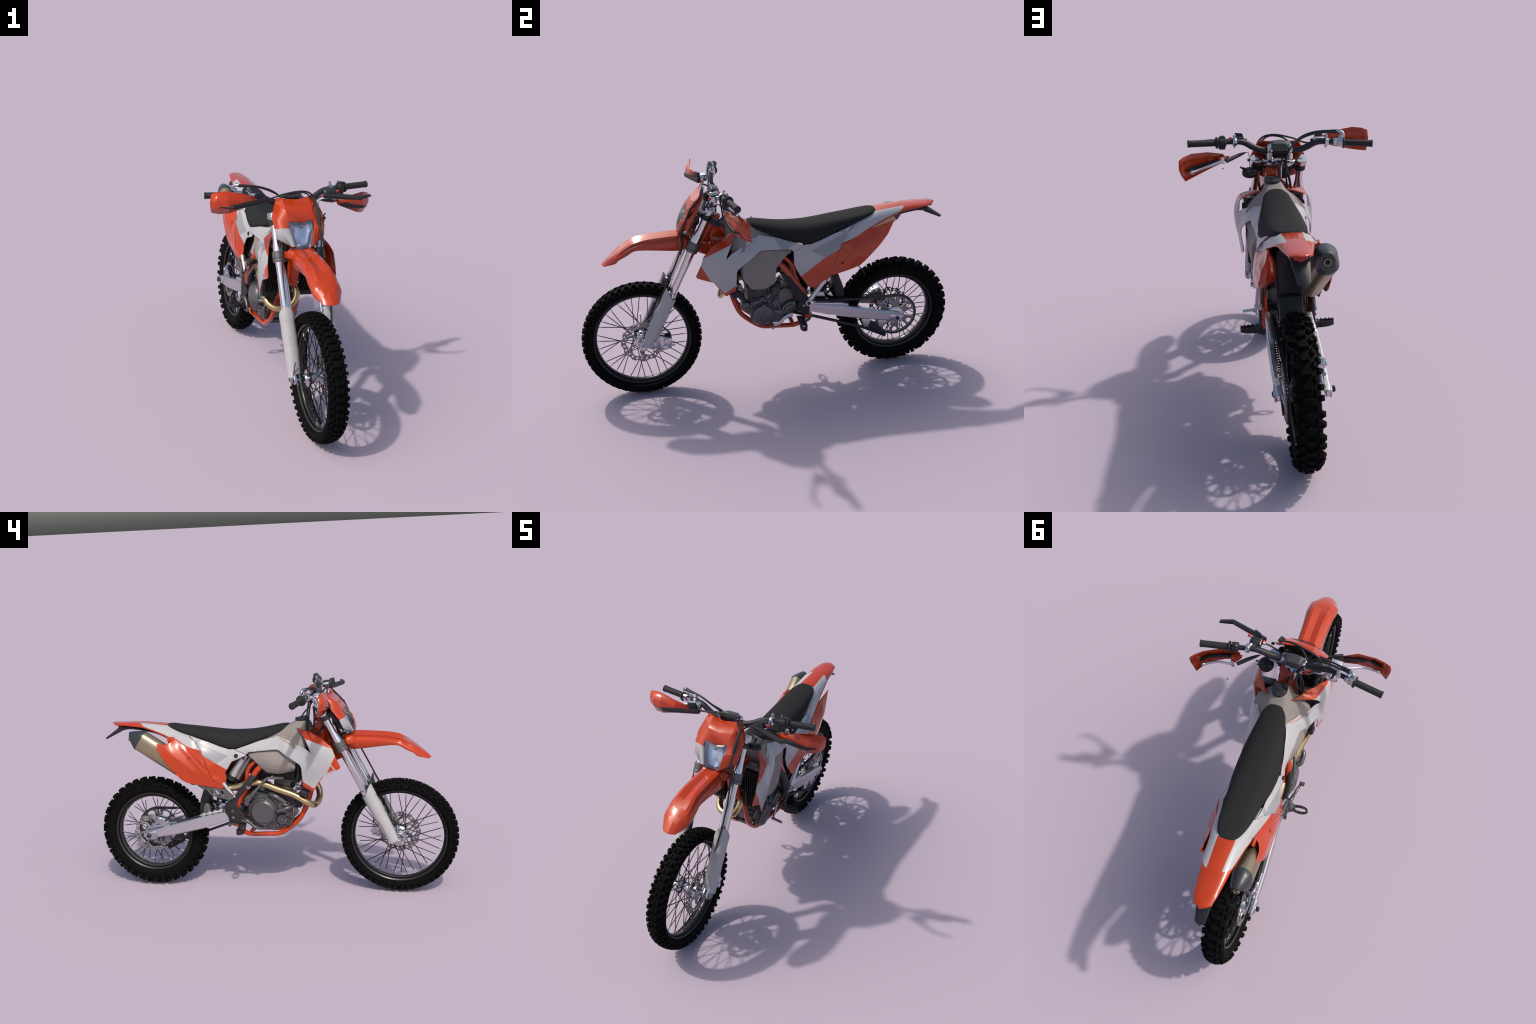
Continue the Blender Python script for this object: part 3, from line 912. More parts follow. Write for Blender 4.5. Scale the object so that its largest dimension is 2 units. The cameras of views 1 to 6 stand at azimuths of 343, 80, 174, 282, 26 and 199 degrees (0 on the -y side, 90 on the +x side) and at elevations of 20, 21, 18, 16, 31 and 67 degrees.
# ================================================================== AIRBOX / SUBFRAME / SHOCK
g = Geo()
g.hull([(sx * .060, y, z) for sx in (-1, 1) for y, z in ((.20, .79), (.235, .70), (.275, .63), (.36, .63), (.40, .78), (.38, .83), (.25, .80))], bev=.01)
part('airbox', g, PITCH)
g = Geo()
g.hull([(sx * .05, y, z) for sx in (-1, 1) for y, z in ((.335, .60), (.358, .505), (.371, .41), (.413, .405), (.402, .505), (.372, .59))], bev=.006)
part('mud_flap', g, BLACKP)
g = Geo()
g.cyl((-.060, .146, .748), (-.060, .214, .640), .0235, n=28, mi=1, ch=.004)
g.cyl((-.060, .206, .652), (-.060, .224, .625), .027, n=28, mi=0, ch=.004)
g.cyl((-.048, .10, .76), (-.048, .186, .63), .015, n=20, mi=2)
g.cyl((-.03, .13, .76), (0, .30, .49), .024, n=24, mi=3)
g.cyl((-.003, .28, .52), (.0, .345, .42), .011, n=16, mi=3)
coil = []
for k in range(0, 121):
    t = k / 120
    c = Vector((-.01, .20, .65)).lerp(Vector((0, .335, .435)), t)
    ax, u, w = axes_for(Vector((.01, .135, -.215)))
    a = t * 2 * pi * 7
    coil.append(c + (u * cos(a) + w * sin(a)) * .036)
g.tube(coil, .0052, n=8, res=1, mi=4, smooth=False)
g.box((.0, .345, .425), (.05, .05, .05), Matrix.Rotation(-.5, 3, 'X'), mi=3, bev=.008)
g.cyl((-.05, .27, .46), (.05, .27, .46), .03, mi=3)
g.lathe([(-.03, .03), (-.03, .041), (.03, .041), (.03, .03)], (0, .33, .445), (0, .3, -.5), 24, 3)
part('shock_absorber', g, [BLACKP, SILVER, BOLT, CHROME, PITCH], angle=35)

# ================================================================== FRAME
g = Geo()
for sx in (-1, 1):
    g.tube([(sx * .014, -.262, .66), (sx * .030, -.236, .61), (sx * .048, -.211, .555), (sx * .053, -.192, .493), (sx * .055, -.170, .436), (sx * .055, -.146, .403), (sx * .055, -.070, .340), (sx * .055, -.038, .327), (sx * .062, .03, .325), (sx * .072, .110, .325), (sx * .086, .146, .340), (sx * .098, .175, .385)], .0125, n=14, res=5)
    g.tube([(sx * .022, -.285, .865), (sx * .06, -.20, .845), (sx * .075, -.08, .80), (sx * .082, .01, .735), (sx * .097, .062, .690), (sx * .106, .12, .60), (sx * .104, .165, .53), (sx * .10, .185, .46), (sx * .10, .185, .40)], .0165, n=14)
    g.tube([(sx * .085, .03, .80), (sx * .086, .075, .735), (sx * .086, .104, .705), (sx * .086, .119, .675), (sx * .088, .124, .63), (sx * .092, .14, .59)], .0115, n=12)
    g.tube([(sx * .08, .02, .80), (sx * .080, .18, .775), (sx * .075, .34, .800), (sx * .060, .50, .855)], .010, n=10)
    g.hull([(sx * x, y, z) for x, y, z in ((.085, .165, .412), (.085, .20, .41), (.115, .165, .412), (.115, .20, .405), (.112, .175, .372), (.112, .205, .378), (.09, .17, .375))], bev=.004)
    g.hull([(sx * x, y, z) for x, y, z in ((.012, -.27, .72), (.026, -.30, .90), (.034, -.262, .95), (.040, -.215, .88), (.034, -.20, .84), (.012, -.25, .66), (.02, -.30, .80))], bev=.004)
    g.hull([(sx * x, y, z) for x, y, z in ((.050, -.10, .37), (.060, -.10, .37), (.05, -.03, .36), (.06, -.03, .36), (.05, -.06, .33), (.06, -.06, .33))], bev=.002)
g.hull([(sx * .030, y, z) for sx in (-1, 1) for y, z in ((-.300, .82), (-.285, .74), (-.25, .74), (-.26, .84))] + [(sx * .022, y, z) for sx in (-1, 1) for y, z in ((-.266, .65), (-.24, .64))] + [(sx * .034, -.245, .62) for sx in (-1, 1)], bev=.006)
g.cyl((0, -.335, .842), (0, -.262, .985), .032, n=28, ch=.004)
g.hull([(sx * x, y, z) for sx in (-1, 1) for x, y, z in ((.030, -.30, .87), (.030, -.27, .955), (.036, -.215, .90), (.034, -.19, .84), (.028, -.27, .78))], bev=.008)
for (a, b) in (((.06, .11, .33), (.06, .11, .33)),):
    g.cyl((-.09, .115, .332), (.09, .115, .332), .012)
g.cyl((-.095, .13, .58), (.095, .13, .58), .012)
part('frame', g, ORANGE, angle=40)

GUARD_R = [(.064, .652), (.092, .674), (.188, .552), (.219, .522), (.246, .502), (.246, .455), (.228, .430), (.224, .403), (.194, .394), (.149, .397), (.133, .437), (.161, .468), (.175, .502), (.168, .530)]
GUARD_RX = [(.064, .652, .118), (.092, .674, .116), (.188, .552, .118), (.219, .522, .113), (.246, .502, .112), (.246, .455, .112), (.224, .403, .116), (.149, .397, .117), (.133, .437, .112), (.17, .515, .123), (.11, .605, .128), (.2, .45, .124), (.19, .50, .126)]
solid_panel('frame_guard', GUARD_R, GUARD_RX, -1, DARKP, .024, corner=.008)
GUARD_L = [(.047, .656), (.077, .669), (.120, .602), (.196, .496), (.198, .462), (.194, .405), (.156, .408), (.143, .43), (.134, .462), (.140, .487), (.10, .56)]
GUARD_LX = [(.047, .656, .112), (.077, .669, .110), (.196, .496, .117), (.198, .46, .116), (.194, .405, .123), (.156, .408, .122), (.134, .462, .114), (.14, .487, .117), (.085, .60, .128), (.16, .49, .128), (.17, .45, .127)]
solid_panel('frame_guard', GUARD_L, GUARD_LX, 1, DARKP, .026, corner=.006)
g = Geo()
for y, z in ((.201, .464), (.199, .428)):
    g.bolt((-.122, y, z), (-1, 0, 0), .0062, .004)
g.bolt((.125, .166, .462), (1, 0, 0), .0062, .004)
g.cyl((-.112, .115, .598), (-.126, .108, .600), .0125, n=24, ch=.002)
part('frame_bolt', g, BOLT)
g = Geo()
g.cyl((-.105, .198, .538), (-.1285, .198, .538), .0075, n=20)
part('guard_rivet', g, PITCH)

# left rear strut (silver) and right lower silencer guard (perforated grey plate)
g = Geo()
g.tube([(.127, .189, .481), (.120, .300, .622), (.10, .35, .69)], [.0125, .0125, .0115], n=14, res=2)
g.cyl((.11, .189, .481), (.1415, .189, .481), .0165, n=24, ch=.002)
g.cyl((.1405, .189, .481), (.1425, .189, .481), .010, n=20, mi=1)
g.tube([(-.115, .25, .62), (-.112, .215, .57), (-.11, .19, .54)], .012, n=12, res=2)
part('subframe_strut', g, [SWINGM, PITCH])
g = Geo()
PL = [(.396, .610), (.244, .588), (.190, .556), (.192, .536), (.222, .528), (.308, .549)]
holes = []
for y0 in (.245, .275, .305, .335):
    holes.append([(y0 - .012, .542 + (y0 - .245) * .22), (y0 + .002, .545 + (y0 - .245) * .22), (y0 + .020, .580 + (y0 - .245) * .08), (y0 + .008, .579 + (y0 - .245) * .08)])
g.prism(round_corners(PL, .006), -.130, -.126, holes=holes)
part('silencer_bracket', g, GRAPH)

# ================================================================== SWINGARM
g = Geo()
UP_E = [(.205, .455), (.251, .450), (.377, .425), (.54, .379), (.706, .333), (.722, .326)]
LO_E = [(.205, .404), (.251, .398), (.377, .357), (.54, .317), (.66, .296), (.722, .298)]
for sx in (-1, 1):
    secs = []
    for (yu, zu), (yl, zl), xo, xi in zip(UP_E, LO_E, (.098, .102, .108, .109, .106, .104), (.055, .060, .074, .082, .083, .083)):
        c = .006
        secs.append([(sx * (xo - c), yu, zu), (sx * xo, yu, zu - c), (sx * xo, yl, zl + c), (sx * (xo - c), yl, zl), (sx * (xi + c), yl, zl), (sx * xi, yl, zl + c), (sx * xi, yu, zu - c), (sx * (xi + c), yu, zu)])
    g.loft(secs)
g.hull([(sx * .06, y, z) for sx in (-1, 1) for y, z in ((.19, .45), (.27, .452), (.30, .42), (.29, .385), (.20, .40))], bev=.008)
g.lathe([(-.1, .026), (.1, .026)], (0, .19, .43), n=24)
# ribbed chain rest on the arms
g.hull([(x, y, z) for x in (-.100, -.075) for y, z in ((.265, .453), (.40, .424), (.395, .434), (.28, .462))], bev=.003)
for k in range(4):
    y = .275 + k * .033
    g.hull([(x, y + dy, .462 - k * .0085 + dz) for x in (-.099, -.076) for dy, dz in ((-.013, -.012), (.013, -.014), (.009, .006), (-.009, .008))], bev=.003)
g.hull([(x, y, z) for x in (.075, .098) for y, z in ((.20, .458), (.36, .440), (.42, .425), (.415, .412), (.2, .44))], bev=.003)
g.hull([(x, y, z) for x in (.075, .095) for y, z in ((.215, .404), (.32, .368), (.32, .376), (.215, .41))], bev=.002)
swing = part('swingarm', g, SWINGM, angle=35)
g = Geo()
for sx in (-1, 1):
    g.box((sx * .108, .682, .313), (.008, .070, .040), Matrix.Rotation(-.27, 3, 'X'), bev=.004, mi=0)
    g.cyl((sx * .10, .689, .312), (sx * .116, .689, .312), .015, n=6, mi=0)
    g.box((sx * .095, .722, .311), (.02, .010, .026), mi=0, bev=.003)
g.lathe([(-.11, .009), (-.118, .009), (-.118, .013), (-.126, .0125), (-.128, .009)], REAR_HUB, n=24, mi=1)
g.cyl((.112, .689, .312), (.120, .689, .312), .009, n=20, mi=1)
g.lathe([(-.11, .006), (.11, .006)], REAR_HUB, n=16, mi=0)
part('rear_axle', g, [CHROME, BLACKP], parent=None)
# chain guide under the left arm
g = Geo()
holes = [[(.525, .285), (.550, .272), (.545, .262), (.522, .268)], [(.548, .252), (.585, .238), (.60, .222), (.565, .236)], [(.565, .262), (.582, .250), (.575, .256)], [(.605, .222), (.626, .206), (.628, .198), (.612, .204)]]
for x in (.052, .072):
    g.prism([(.488, .306), (.513, .248), (.633, .183), (.641, .200), (.590, .264), (.545, .29), (.527, .300)], x, x + .008, holes=[holes[0], holes[1], holes[3]], bev=0)
g.box((.066, .567, .226), (.028, .12, .012), Matrix.Rotation(-.49, 3, 'X'), bev=.003)
g.hull([(x, y, z) for x in (.086, .100) for y, z in ((.49, .325), (.545, .315), (.53, .27), (.505, .275))], mi=1, bev=.004)
g.hull([(x, y, z) for x in (.086, .100) for y, z in ((.585, .305), (.64, .295), (.61, .262), (.59, .265))], mi=1, bev=.004)
part('chain_guide', g, [BLACKP, SWINGM])
g = Geo()
g.hull([(x, y, z) for x in (.052, .080) for y, z in ((.20, .452), (.33, .440), (.43, .424), (.42, .415), (.2, .436))], bev=.003)
part('chain_slider', g, PITCH)

# rear brake caliper
g = Geo()
g.box((-.078, .622, .395), (.045, .055, .045), Matrix.Rotation(.3, 3, 'X'), bev=.009)
g.box((-.080, .60, .375), (.03, .05, .03), Matrix.Rotation(-.2, 3, 'X'), bev=.006)
g.cyl((-.102, .632, .398), (-.104, .632, .398), .012, n=20)
g.cyl((-.06, .632, .40), (-.106, .632, .40), .014, n=20, ch=.003)
g.cyl((-.095, .61, .378), (-.095, .53, .388), .005, n=12)
g.cyl((-.09, .655, .36), (-.09, .60, .37), .010, n=12)
g.hull([(x, y, z) for x in (-.082, -.070) for y, z in ((.64, .40), (.60, .40), (.67, .33), (.70, .34))], bev=.003)
part('rear_brake_caliper', g, CHROME)
g = Geo()
g.tube([(-.09, .53, .388), (-.088, .45, .410), (-.08, .36, .44), (-.08, .30, .46)], .004, n=8)
part('brake_hose', g, BLACKP)
g = Geo()
g.hull([(x, y, z) for x in (-.085, -.055) for y, z in ((.335, .45), (.36, .435), (.38, .445), (.372, .488), (.355, .497), (.34, .485))], bev=.006)
part('brake_reservoir_mount', g, GRAPH)

# ================================================================== EXHAUST
g = Geo()
PIPE = [(.004, -.150, .625), (.020, -.190, .620), (.034, -.228, .600), (.034, -.250, .565), (.012, -.258, .525), (-.034, -.250, .500), (-.078, -.234, .499), (-.103, -.205, .517), (-.107, -.165, .542), (-.104, -.127, .559), (-.098, -.05, .583), (-.088, .024, .607), (-.086, .062, .617), (-.086, .10, .612), (-.088, .140, .602), (-.086, .205, .587), (-.086, .27, .588), (-.086, .34, .615)]
g.tube(PIPE, .0182, n=20, res=6)
g.lathe([(0, .024), (.012, .024), (.014, .02)], (.006, -.145, .626), (.03, -.1, -.01), 24)
part('exhaust_pipe', g, GOLD, angle=60)
# silencer body: faceted oval swept along its axis
AX = Vector((0, .837, .547)).normalized()
UPV = Vector((0, -.547, .837)).normalized()


def can_section(c, hw, hh, shear=0., n=40, power=2.7):
    out = []
    for k in range(n):
        t = 2 * pi * k / n
        cx, cz = cos(t), sin(t)
        r = (abs(cx) ** power + abs(cz) ** power) ** (-1 / power)
        hex_ = 1 - .045 * (cos(6 * t) + 1) * .5
        x, z = r * cx * hw * hex_, r * cz * hh * hex_
        x *= 1 - .10 * (z / hh if z > 0 else 0)
        out.append(Vector(c) + Vector((x, 0, 0)) + UPV * z + AX * (shear * z))
    return out


g = Geo()
c0, c1 = Vector((-.084, .398, .646)), Vector((-.109, .709, .853))
secs = [can_section(c0 - AX * .05, .020, .022), can_section(c0 - AX * .02, .032, .040), can_section(c0, .040, .0565), can_section(c0 + AX * .01, .042, .0585), can_section(c0.lerp(c1, .5), .045, .0595), can_section(c1 - AX * .004, .0475, .060), can_section(c1, .0465, .059)]
g.loft(secs)
g.hull([(x, y, z) for x in (-.112, -.10) for y, z in ((.50, .80), (.55, .83), (.56, .87), (.515, .87))], bev=.004, mi=1)
silencer = part('silencer', g, [TITAN, ORANGE], angle=40)
g = Geo()
end = Vector((-.106, .762, .862))


def end_section(k, hw, hh):
    c = c1.lerp(end, k)
    seam, fin = can_section(c1, .049, .0615), None
    out = []
    for j, p in enumerate(seam):
        t = 2 * pi * j / 40
        q = end + Vector((cos(t) * hw, -.004 * sin(t), sin(t) * hh)) + Vector((0, .012 * sin(t), 0))
        out.append(p.lerp(q, k))
    return out


g.loft([[p - AX * .006 for p in can_section(c1, .0485, .061)], can_section(c1, .049, .0615), end_section(.30, .034, .041), end_section(.62, .033, .040), end_section(.9, .031, .038), end_section(1, .028, .035)], mi=0)
g.lathe([(-.02, .009), (.006, .009), (.008, .0105), (.008, .0135), (.004, .0150), (-.01, .0150)], end + Vector((0, .004, -.002)), (0, .96, .25), 28, 1)
g.cyl(end + Vector((0, -.008, -.005)), end + Vector((0, .005, -.001)), .0092, n=20, mi=2)
part('silencer_end_cap', g, [CAPM, TITAN, PITCH], parent=silencer, angle=50)

# ================================================================== ENGINE
engine = empty('engine')
CASE = [(.130, .545), (.085, .562), (.017, .546), (-.055, .514), (-.118, .492), (-.134, .455), (-.112, .402), (-.082, .366), (-.02, .346), (.061, .349), (.112, .375), (.135, .43)]
g = Geo()
g.prism(round_corners(CASE, .014), -.060, .062, bev=.008)
g.prism(round_corners([(y * .92 + .002, z * .92 + .036) for y, z in CASE], .014), -.072, .078, bev=.008)
g.box((.0, -.02, .352), (.06, .12, .02), bev=.006)
rng = random.Random(3)
for sx, xx in ((-1, -.072), (1, .078)):                     # case bolts round the joint
    for y, z in CASE[::1]:
        yy, zz = y * .9 + .002, z * .9 + .045
        g.cyl((xx - sx * .004, yy, zz), (xx + sx * .006, yy, zz), .0075, n=12, ch=.0015)
for k in range(4):                                           # webs on the sump
    g.box((0, -.09 + k * .05, .358), (.11, .006, .020), bev=.002)
part('crankcase', g, ENGINE, parent=engine, angle=35)

g = Geo()                                                    # clutch cover, right
cc = Vector((0, .039, .455))
g.lathe([(-.070, .080), (-.090, .080), (-.093, .078), (-.094, .0745)], cc, n=56)
g.lathe([(-.080, .0742), (-.096, .0742), (-.103, .071), (-.112, .0595), (-.114, .0570), (-.1135, 0)], cc, n=64)
g.box((-.099, .039, .520), (.026, .022, .028), bev=.006)
g.box((-.103, .031, .388), (.014, .024, .010), Matrix.Rotation(.0, 3, 'X'), bev=.003)
for k in range(5):
    t = k * 2 * pi / 5 + .5
    g.bolt(cc + Vector((-.092, .083 * cos(t), .083 * sin(t))), (-1, 0, 0), .005, .005)
part('clutch_cover', g, ENGINE, parent=engine, angle=28)

g = Geo()                                                    # water pump, hoses and small castings on the right
g.lathe([(-.06, .036), (-.084, .034), (-.090, .029), (-.094, .027), (-.094, .015), (-.100, .012), (-.101, 0)], (0, -.066, .416), n=32)
g.tube([(-.09, -.034, .465), (-.112, -.046, .467), (-.116, -.070, .474), (-.114, -.098, .484), (-.098, -.115, .486), (-.080, -.118, .478)], .0115, n=14)
g.tube([(-.098, -.066, .424), (-.104, -.085, .440), (-.100, -.112, .452)], .0042, n=10)
g.tube([(-.08, .0, .552), (-.095, -.03, .545), (-.09, -.06, .525), (-.085, -.085, .505)], .014, n=14)
g.tube([(-.085, -.055, .49), (-.098, -.075, .50), (-.098, -.095, .495), (-.085, -.105, .48)], .008, n=12)
g.tube([(-.08, -.122, .485), (-.09, -.128, .46), (-.085, -.118, .41), (-.08, -.10, .38)], .007, n=12)
g.lathe([(-.06, .020), (-.095, .020), (-.098, .016), (-.098, 0)], (0, -.062, .488), n=24)
g.lathe([(-.06, .024), (-.080, .024), (-.082, .012), (-.082, 0)], (0, -.128, .456), n=24)
for y, z in ((-.035, .377), (-.088, .388), (-.12, .43), (-.02, .53), (-.10, .50), (.06, .362), (.11, .41)):
    g.bolt((-.078, y, z), (-1, 0, 0), .007, .008)
    g.cyl((-.06, y, z), (-.08, y, z), .0105, n=14)
g.hull([(x, y, z) for x in (-.078, -.05) for y, z in ((-.03, .40), (-.11, .38), (-.10, .46), (-.04, .48))], bev=.008)
g.cyl((-.07, .124, .508), (-.122, .124, .508), .0145, n=24, ch=.003)
g.hull([(x, y, z) for x in (-.118, -.098) for y, z in ((.135, .50), (.112, .50), (.095, .545), (.115, .557), (.135, .535))], bev=.005)
part('water_pump', g, ENGINE, parent=engine, angle=35)

g = Geo()                                                    # ignition cover, left
ic = Vector((0, -.049, .418))
g.lathe([(.06, .066), (.084, .066), (.087, .063)], ic, n=48)
g.lathe([(.08, .058), (.098, .058), (.104, .054), (.107, .046), (.108, 0)], ic, n=56)
g.hull([(x, y, z) for x, y, z in ((.09, -.055, .487), (.09, -.028, .49), (.106, -.050, .482), (.106, -.030, .482), (.1095, -.060, .425), (.1095, -.042, .425), (.09, -.05, .42))], bev=.004)
for k in range(6):
    t = k * pi / 3 + .3
    g.bolt(ic + Vector((.083, .064 * cos(t), .064 * sin(t))), (1, 0, 0), .0055, .006)
g.hull([(x, y, z) for x in (.06, .088) for y, z in ((.0, .40), (.06, .375), (.115, .395), (.10, .42), (.01, .44))], bev=.006)
g.hull([(x, y, z) for x in (.06, .098) for y, z in ((.045, .425), (.055, .455), (.09, .482), (.135, .480), (.14, .445), (.10, .415))], bev=.012)
g.hull([(x, y, z) for x in (.09, .106) for y, z in ((.06, .435), (.075, .455), (.10, .468), (.115, .455), (.10, .435), (.075, .425))], bev=.007)
g.lathe([(.04, .024), (.082, .024), (.086, .020), (.088, .014), (.088, 0)], (0, -.137, .472), n=28)
g.lathe([(.05, .018), (.09, .018), (.094, .014), (.094, 0)], (0, .018, .478), n=24)
g.tube([(.08, .02, .50), (.088, .035, .47), (.088, .045, .44)], .009, n=10)
g.tube([(.06, .05, .40), (.082, .02, .415), (.085, -.01, .45), (.08, -.01, .50)], .009, n=10)
part('ignition_cover', g, ENGINE, parent=engine, angle=32)

g = Geo()                                                    # cylinder and head, tilted slightly forward
tilt = Matrix.Rotation(.10, 3, 'X')
g.box((.006, -.070, .540), (.136, .106, .10), tilt, bev=.008)
for k, x in enumerate((-.064, .076)):
    for j in range(3):
        g.box((x, -.105 + j * .036, .540), (.010, .012, .09), tilt, bev=.003)
    g.box((x, -.07, .512), (.008, .10, .006), tilt, bev=.002)
    g.box((x, -.07, .556), (.008, .10, .006), tilt, bev=.002)
g.box((-.002, -.074, .608), (.110, .112, .05), tilt, bev=.010)
part('cylinder', g, ENGDARK, parent=engine, angle=35)
g = Geo()
g.box((-.002, -.076, .655), (.100, .116, .05), tilt, bev=.012)
g.hull([(x, y, z) for x in (-.045, .042) for y, z in ((-.13, .67), (-.12, .70), (-.04, .705), (-.02, .68))], bev=.012)
for y in (-.115, -.075, -.035):
    for x in (-.050, .046):
        g.cyl((x, y, .665), (x, y, .688), .009, n=12, ch=.002)
g.tube([(-.06, -.12, .60), (-.09, -.15, .63), (-.10, -.165, .68), (-.11, -.16, .73)], .013, n=12)
g.tube([(.06, -.11, .60), (.09, -.14, .64), (.10, -.16, .69)], .013, n=12)
g.hull([(x, y, z) for x in (-.035, .035) for y, z in ((-.02, .66), (.04, .70), (.08, .69), (.08, .64), (.03, .61))], bev=.014)
g.hull([(x, y, z) for x in (-.030, .030) for y, z in ((.06, .70), (.15, .73), (.16, .67), (.10, .64))], bev=.014)
part('valve_cover', g, PITCH, parent=engine, angle=35)
g = Geo()                                                    # starter motor, throttle body, pipework behind the cylinder (left)
g.cyl((.02, .028, .548), (.083, .028, .548), .026, n=28, ch=.005)
g.cyl((.0, -.005, .520), (.075, -.005, .520), .020, n=24, ch=.004)
g.cyl((.04, .06, .59), (.075, .03, .57), .016, n=20, ch=.003)
g.hull([(x, y, z) for x in (-.03, .04) for y, z in ((.0, .54), (.07, .55), (.10, .50), (.0, .48))], bev=.012)
for k in range(4):
    g.tube([(.062, -.01 + .012 * k, .48), (.078, .0 + .012 * k, .51), (.07, .01 + .01 * k, .56)], .0045, n=8)
g.cyl((.075, .03, .505), (.085, .03, .505), .012, n=20)
part('starter_motor', g, ENGDARK, parent=engine, angle=35)
g = Geo()
g.cyl((-.085, -.165, .665), (-.088, -.150, .615), .012, n=16, ch=.003)
g.cyl((-.082, -.152, .622), (-.080, -.140, .585), .008, n=14, ch=.002)
g.cyl((.07, -.165, .60), (.05, -.15, .55), .011, n=16, ch=.002)
g.cyl((.045, .045, .60), (.085, .066, .595), .011, n=16, ch=.002)
g.cyl((-.05, -.16, .578), (-.09, -.135, .588), .009, n=14)
part('hose_fitting', g, SILVER, parent=engine)

# kick starter on the right
g = Geo()
g.tube([(-.114, .118, .515), (-.120, .095, .552), (-.119, .060, .592), (-.114, .028, .629), (-.108, .006, .646), (-.106, -.02, .6475), (-.105, -.081, .6465)], [.0105, .0095, .0080, .0072, .0070, .0072, .0075], n=12)
for k in range(7):
    g.hull([(-.1055 + x, -.012 - k * .011 + y, .652 + z) for x in (-.007, .007) for y, z in ((-.0045, -.002), (.0045, -.002), (.0, .0065))])
part('kick_starter', g, GRAPH, angle=40)
# brake pedal, gear lever, foot pegs
g = Geo()
g.tube([(-.112, .150, .407), (-.118, .125, .410), (-.118, .103, .396), (-.118, .083, .378), (-.122, .055, .372), (-.130, .030, .374)], [.010, .010, .009, .008, .0075, .007], n=12)
g.hull([(-.137 + x, .022 + y, .382 + z) for x, y, z in ((-.016, -.012, 0), (.014, -.012, 0), (-.016, .012, 0), (.012, .012, 0), (0, 0, -.012), (-.016, 0, .006), (.012, 0, .006))], bev=.002)
g.tube([(-.112, .150, .405), (-.112, .19, .392), (-.112, .222, .385)], .006, n=8)
g.cyl((-.105, .222, .385), (-.12, .222, .385), .0095, n=16)
part('brake_pedal', g, ENGINE)
g = Geo()
g.tube([(.096, .095, .402), (.104, .075, .397), (.112, .052, .385), (.118, .030, .370), (.126, .005, .371), (.132, -.010, .380)], [.011, .009, .0085, .0085, .0075, .007], n=12, flat=.7)
g.cyl((.085, .10, .403), (.106, .10, .403), .012, n=20)
g.cyl((.126, -.012, .388), (.188, -.014, .385), .0075, n=16, mi=1, ch=.001)
g.box((.132, -.010, .386), (.018, .016, .016), bev=.003, mi=1)
part('gear_lever', g, [SILVER, CHROME])


def foot_peg(side):
    g = Geo()
    s = side
    N = 28
    ring = []
    for k in range(N):                   # oval hoop with saw teeth
        t = 2 * pi * k / N
        ring.append(Vector((s * (.163 + .043 * cos(t)), .153 + (.0155 + .003 * cos(t)) * sin(t), .374)))
    secs = []
    for i, p in enumerate(ring):
        q = ring[(i + 1) % N]
        nrm = Vector((p.x - s * .163, (p.y - .153) * 2, 0)).normalized()
        lo = .355 - .008 * (1 - (abs(p.x) - .12) / .09)
        secs.append([p + nrm * .003 + Vector((0, 0, .002)), p - nrm * .003 + Vector((0, 0, .002)), Vector((p.x, p.y, lo)) - nrm * .003, Vector((p.x, p.y, lo)) + nrm * .003])
    secs.append(secs[0])
    g.loft(secs, caps=False)
    for i, p in enumerate(ring):
        if i % 2 == 0:
            nrm = Vector((p.x - s * .163, (p.y - .153) * 2, 0)).normalized()
            tg = nrm.cross(Vector((0, 0, 1)))
            g.hull([p + nrm * a * .0025 + tg * b * .005 + Vector((0, 0, .001)) for a in (-1, 1) for b in (-1, 1)] + [p + nrm * a * .002 + Vector((0, 0, .009)) for a in (-1, 1)])
    g.hull([(s * x, y, z) for x, y, z in ((.105, .128, .396), (.105, .178, .392), (.105, .140, .350), (.105, .178, .345), (.130, .136, .380), (.130, .170, .380), (.146, .142, .373), (.146, .166, .373), (.132, .146, .343), (.132, .166, .343))], bev=.003)
    g.cyl((s * .108, .168, .385), (s * .108, .168, .340), .009, n=16)
    part('foot_peg', g, BLACKP, angle=30)


foot_peg(-1)
foot_peg(1)
g = Geo()                                                     # chain-side lug behind the left peg
g.tube([(.075, .20, .40), (.08, .212, .38), (.08, .205, .355), (.078, .185, .34)], .008, n=10, flat=.6)
g.tube([(-.075, .21, .40), (-.08, .222, .385)], .006, n=8)
part('swingarm_lug', g, GRAPH)

# ================================================================== RADIATORS
for sx in (-1, 1):
    g = Geo()
    rot = Matrix.Rotation(.232, 3, 'X')
    c = Vector((sx * .100, -.226, .708))
    g.box(c, (.078, .030, .255), rot, bev=.004)
    for k in range(7):
        x = -.033 + k * .011
        g.box(c + rot @ Vector((x, -.020, 0)), (.0035, .020, .250), rot, bev=.001)
    for k in range(9):
        g.box(c + rot @ Vector((0, -.0155, -.112 + k * .028)), (.076, .004, .003), rot)
    for k in range(8):
        g.hull([c + rot @ Vector((-.036 + k * .0105 + a, -.024, .124 + b)) for a, b in ((0, 0), (.0105, 0), (.005, .010))] + [c + rot @ Vector((-.036 + k * .0105 + a, -.030, .124 + b)) for a, b in ((0, 0), (.0105, 0), (.005, .010))])
    g.box(c + rot @ Vector((0, .006, .140)), (.080, .040, .030), rot, bev=.010, mi=1)
    g.box(c + rot @ Vector((0, .0, -.140)), (.084, .046, .034), rot, bev=.010, mi=2)
    for z in (-.07, .06):
        g.cyl(c + rot @ Vector((-sx * .036, 0, z)), c + rot @ Vector((-sx * .062, .01, z - .004)), .013, n=18, mi=1, ch=.003)
    part('radiator', g, [PITCH, GRAPH, BLACKP], angle=35)
g = Geo()
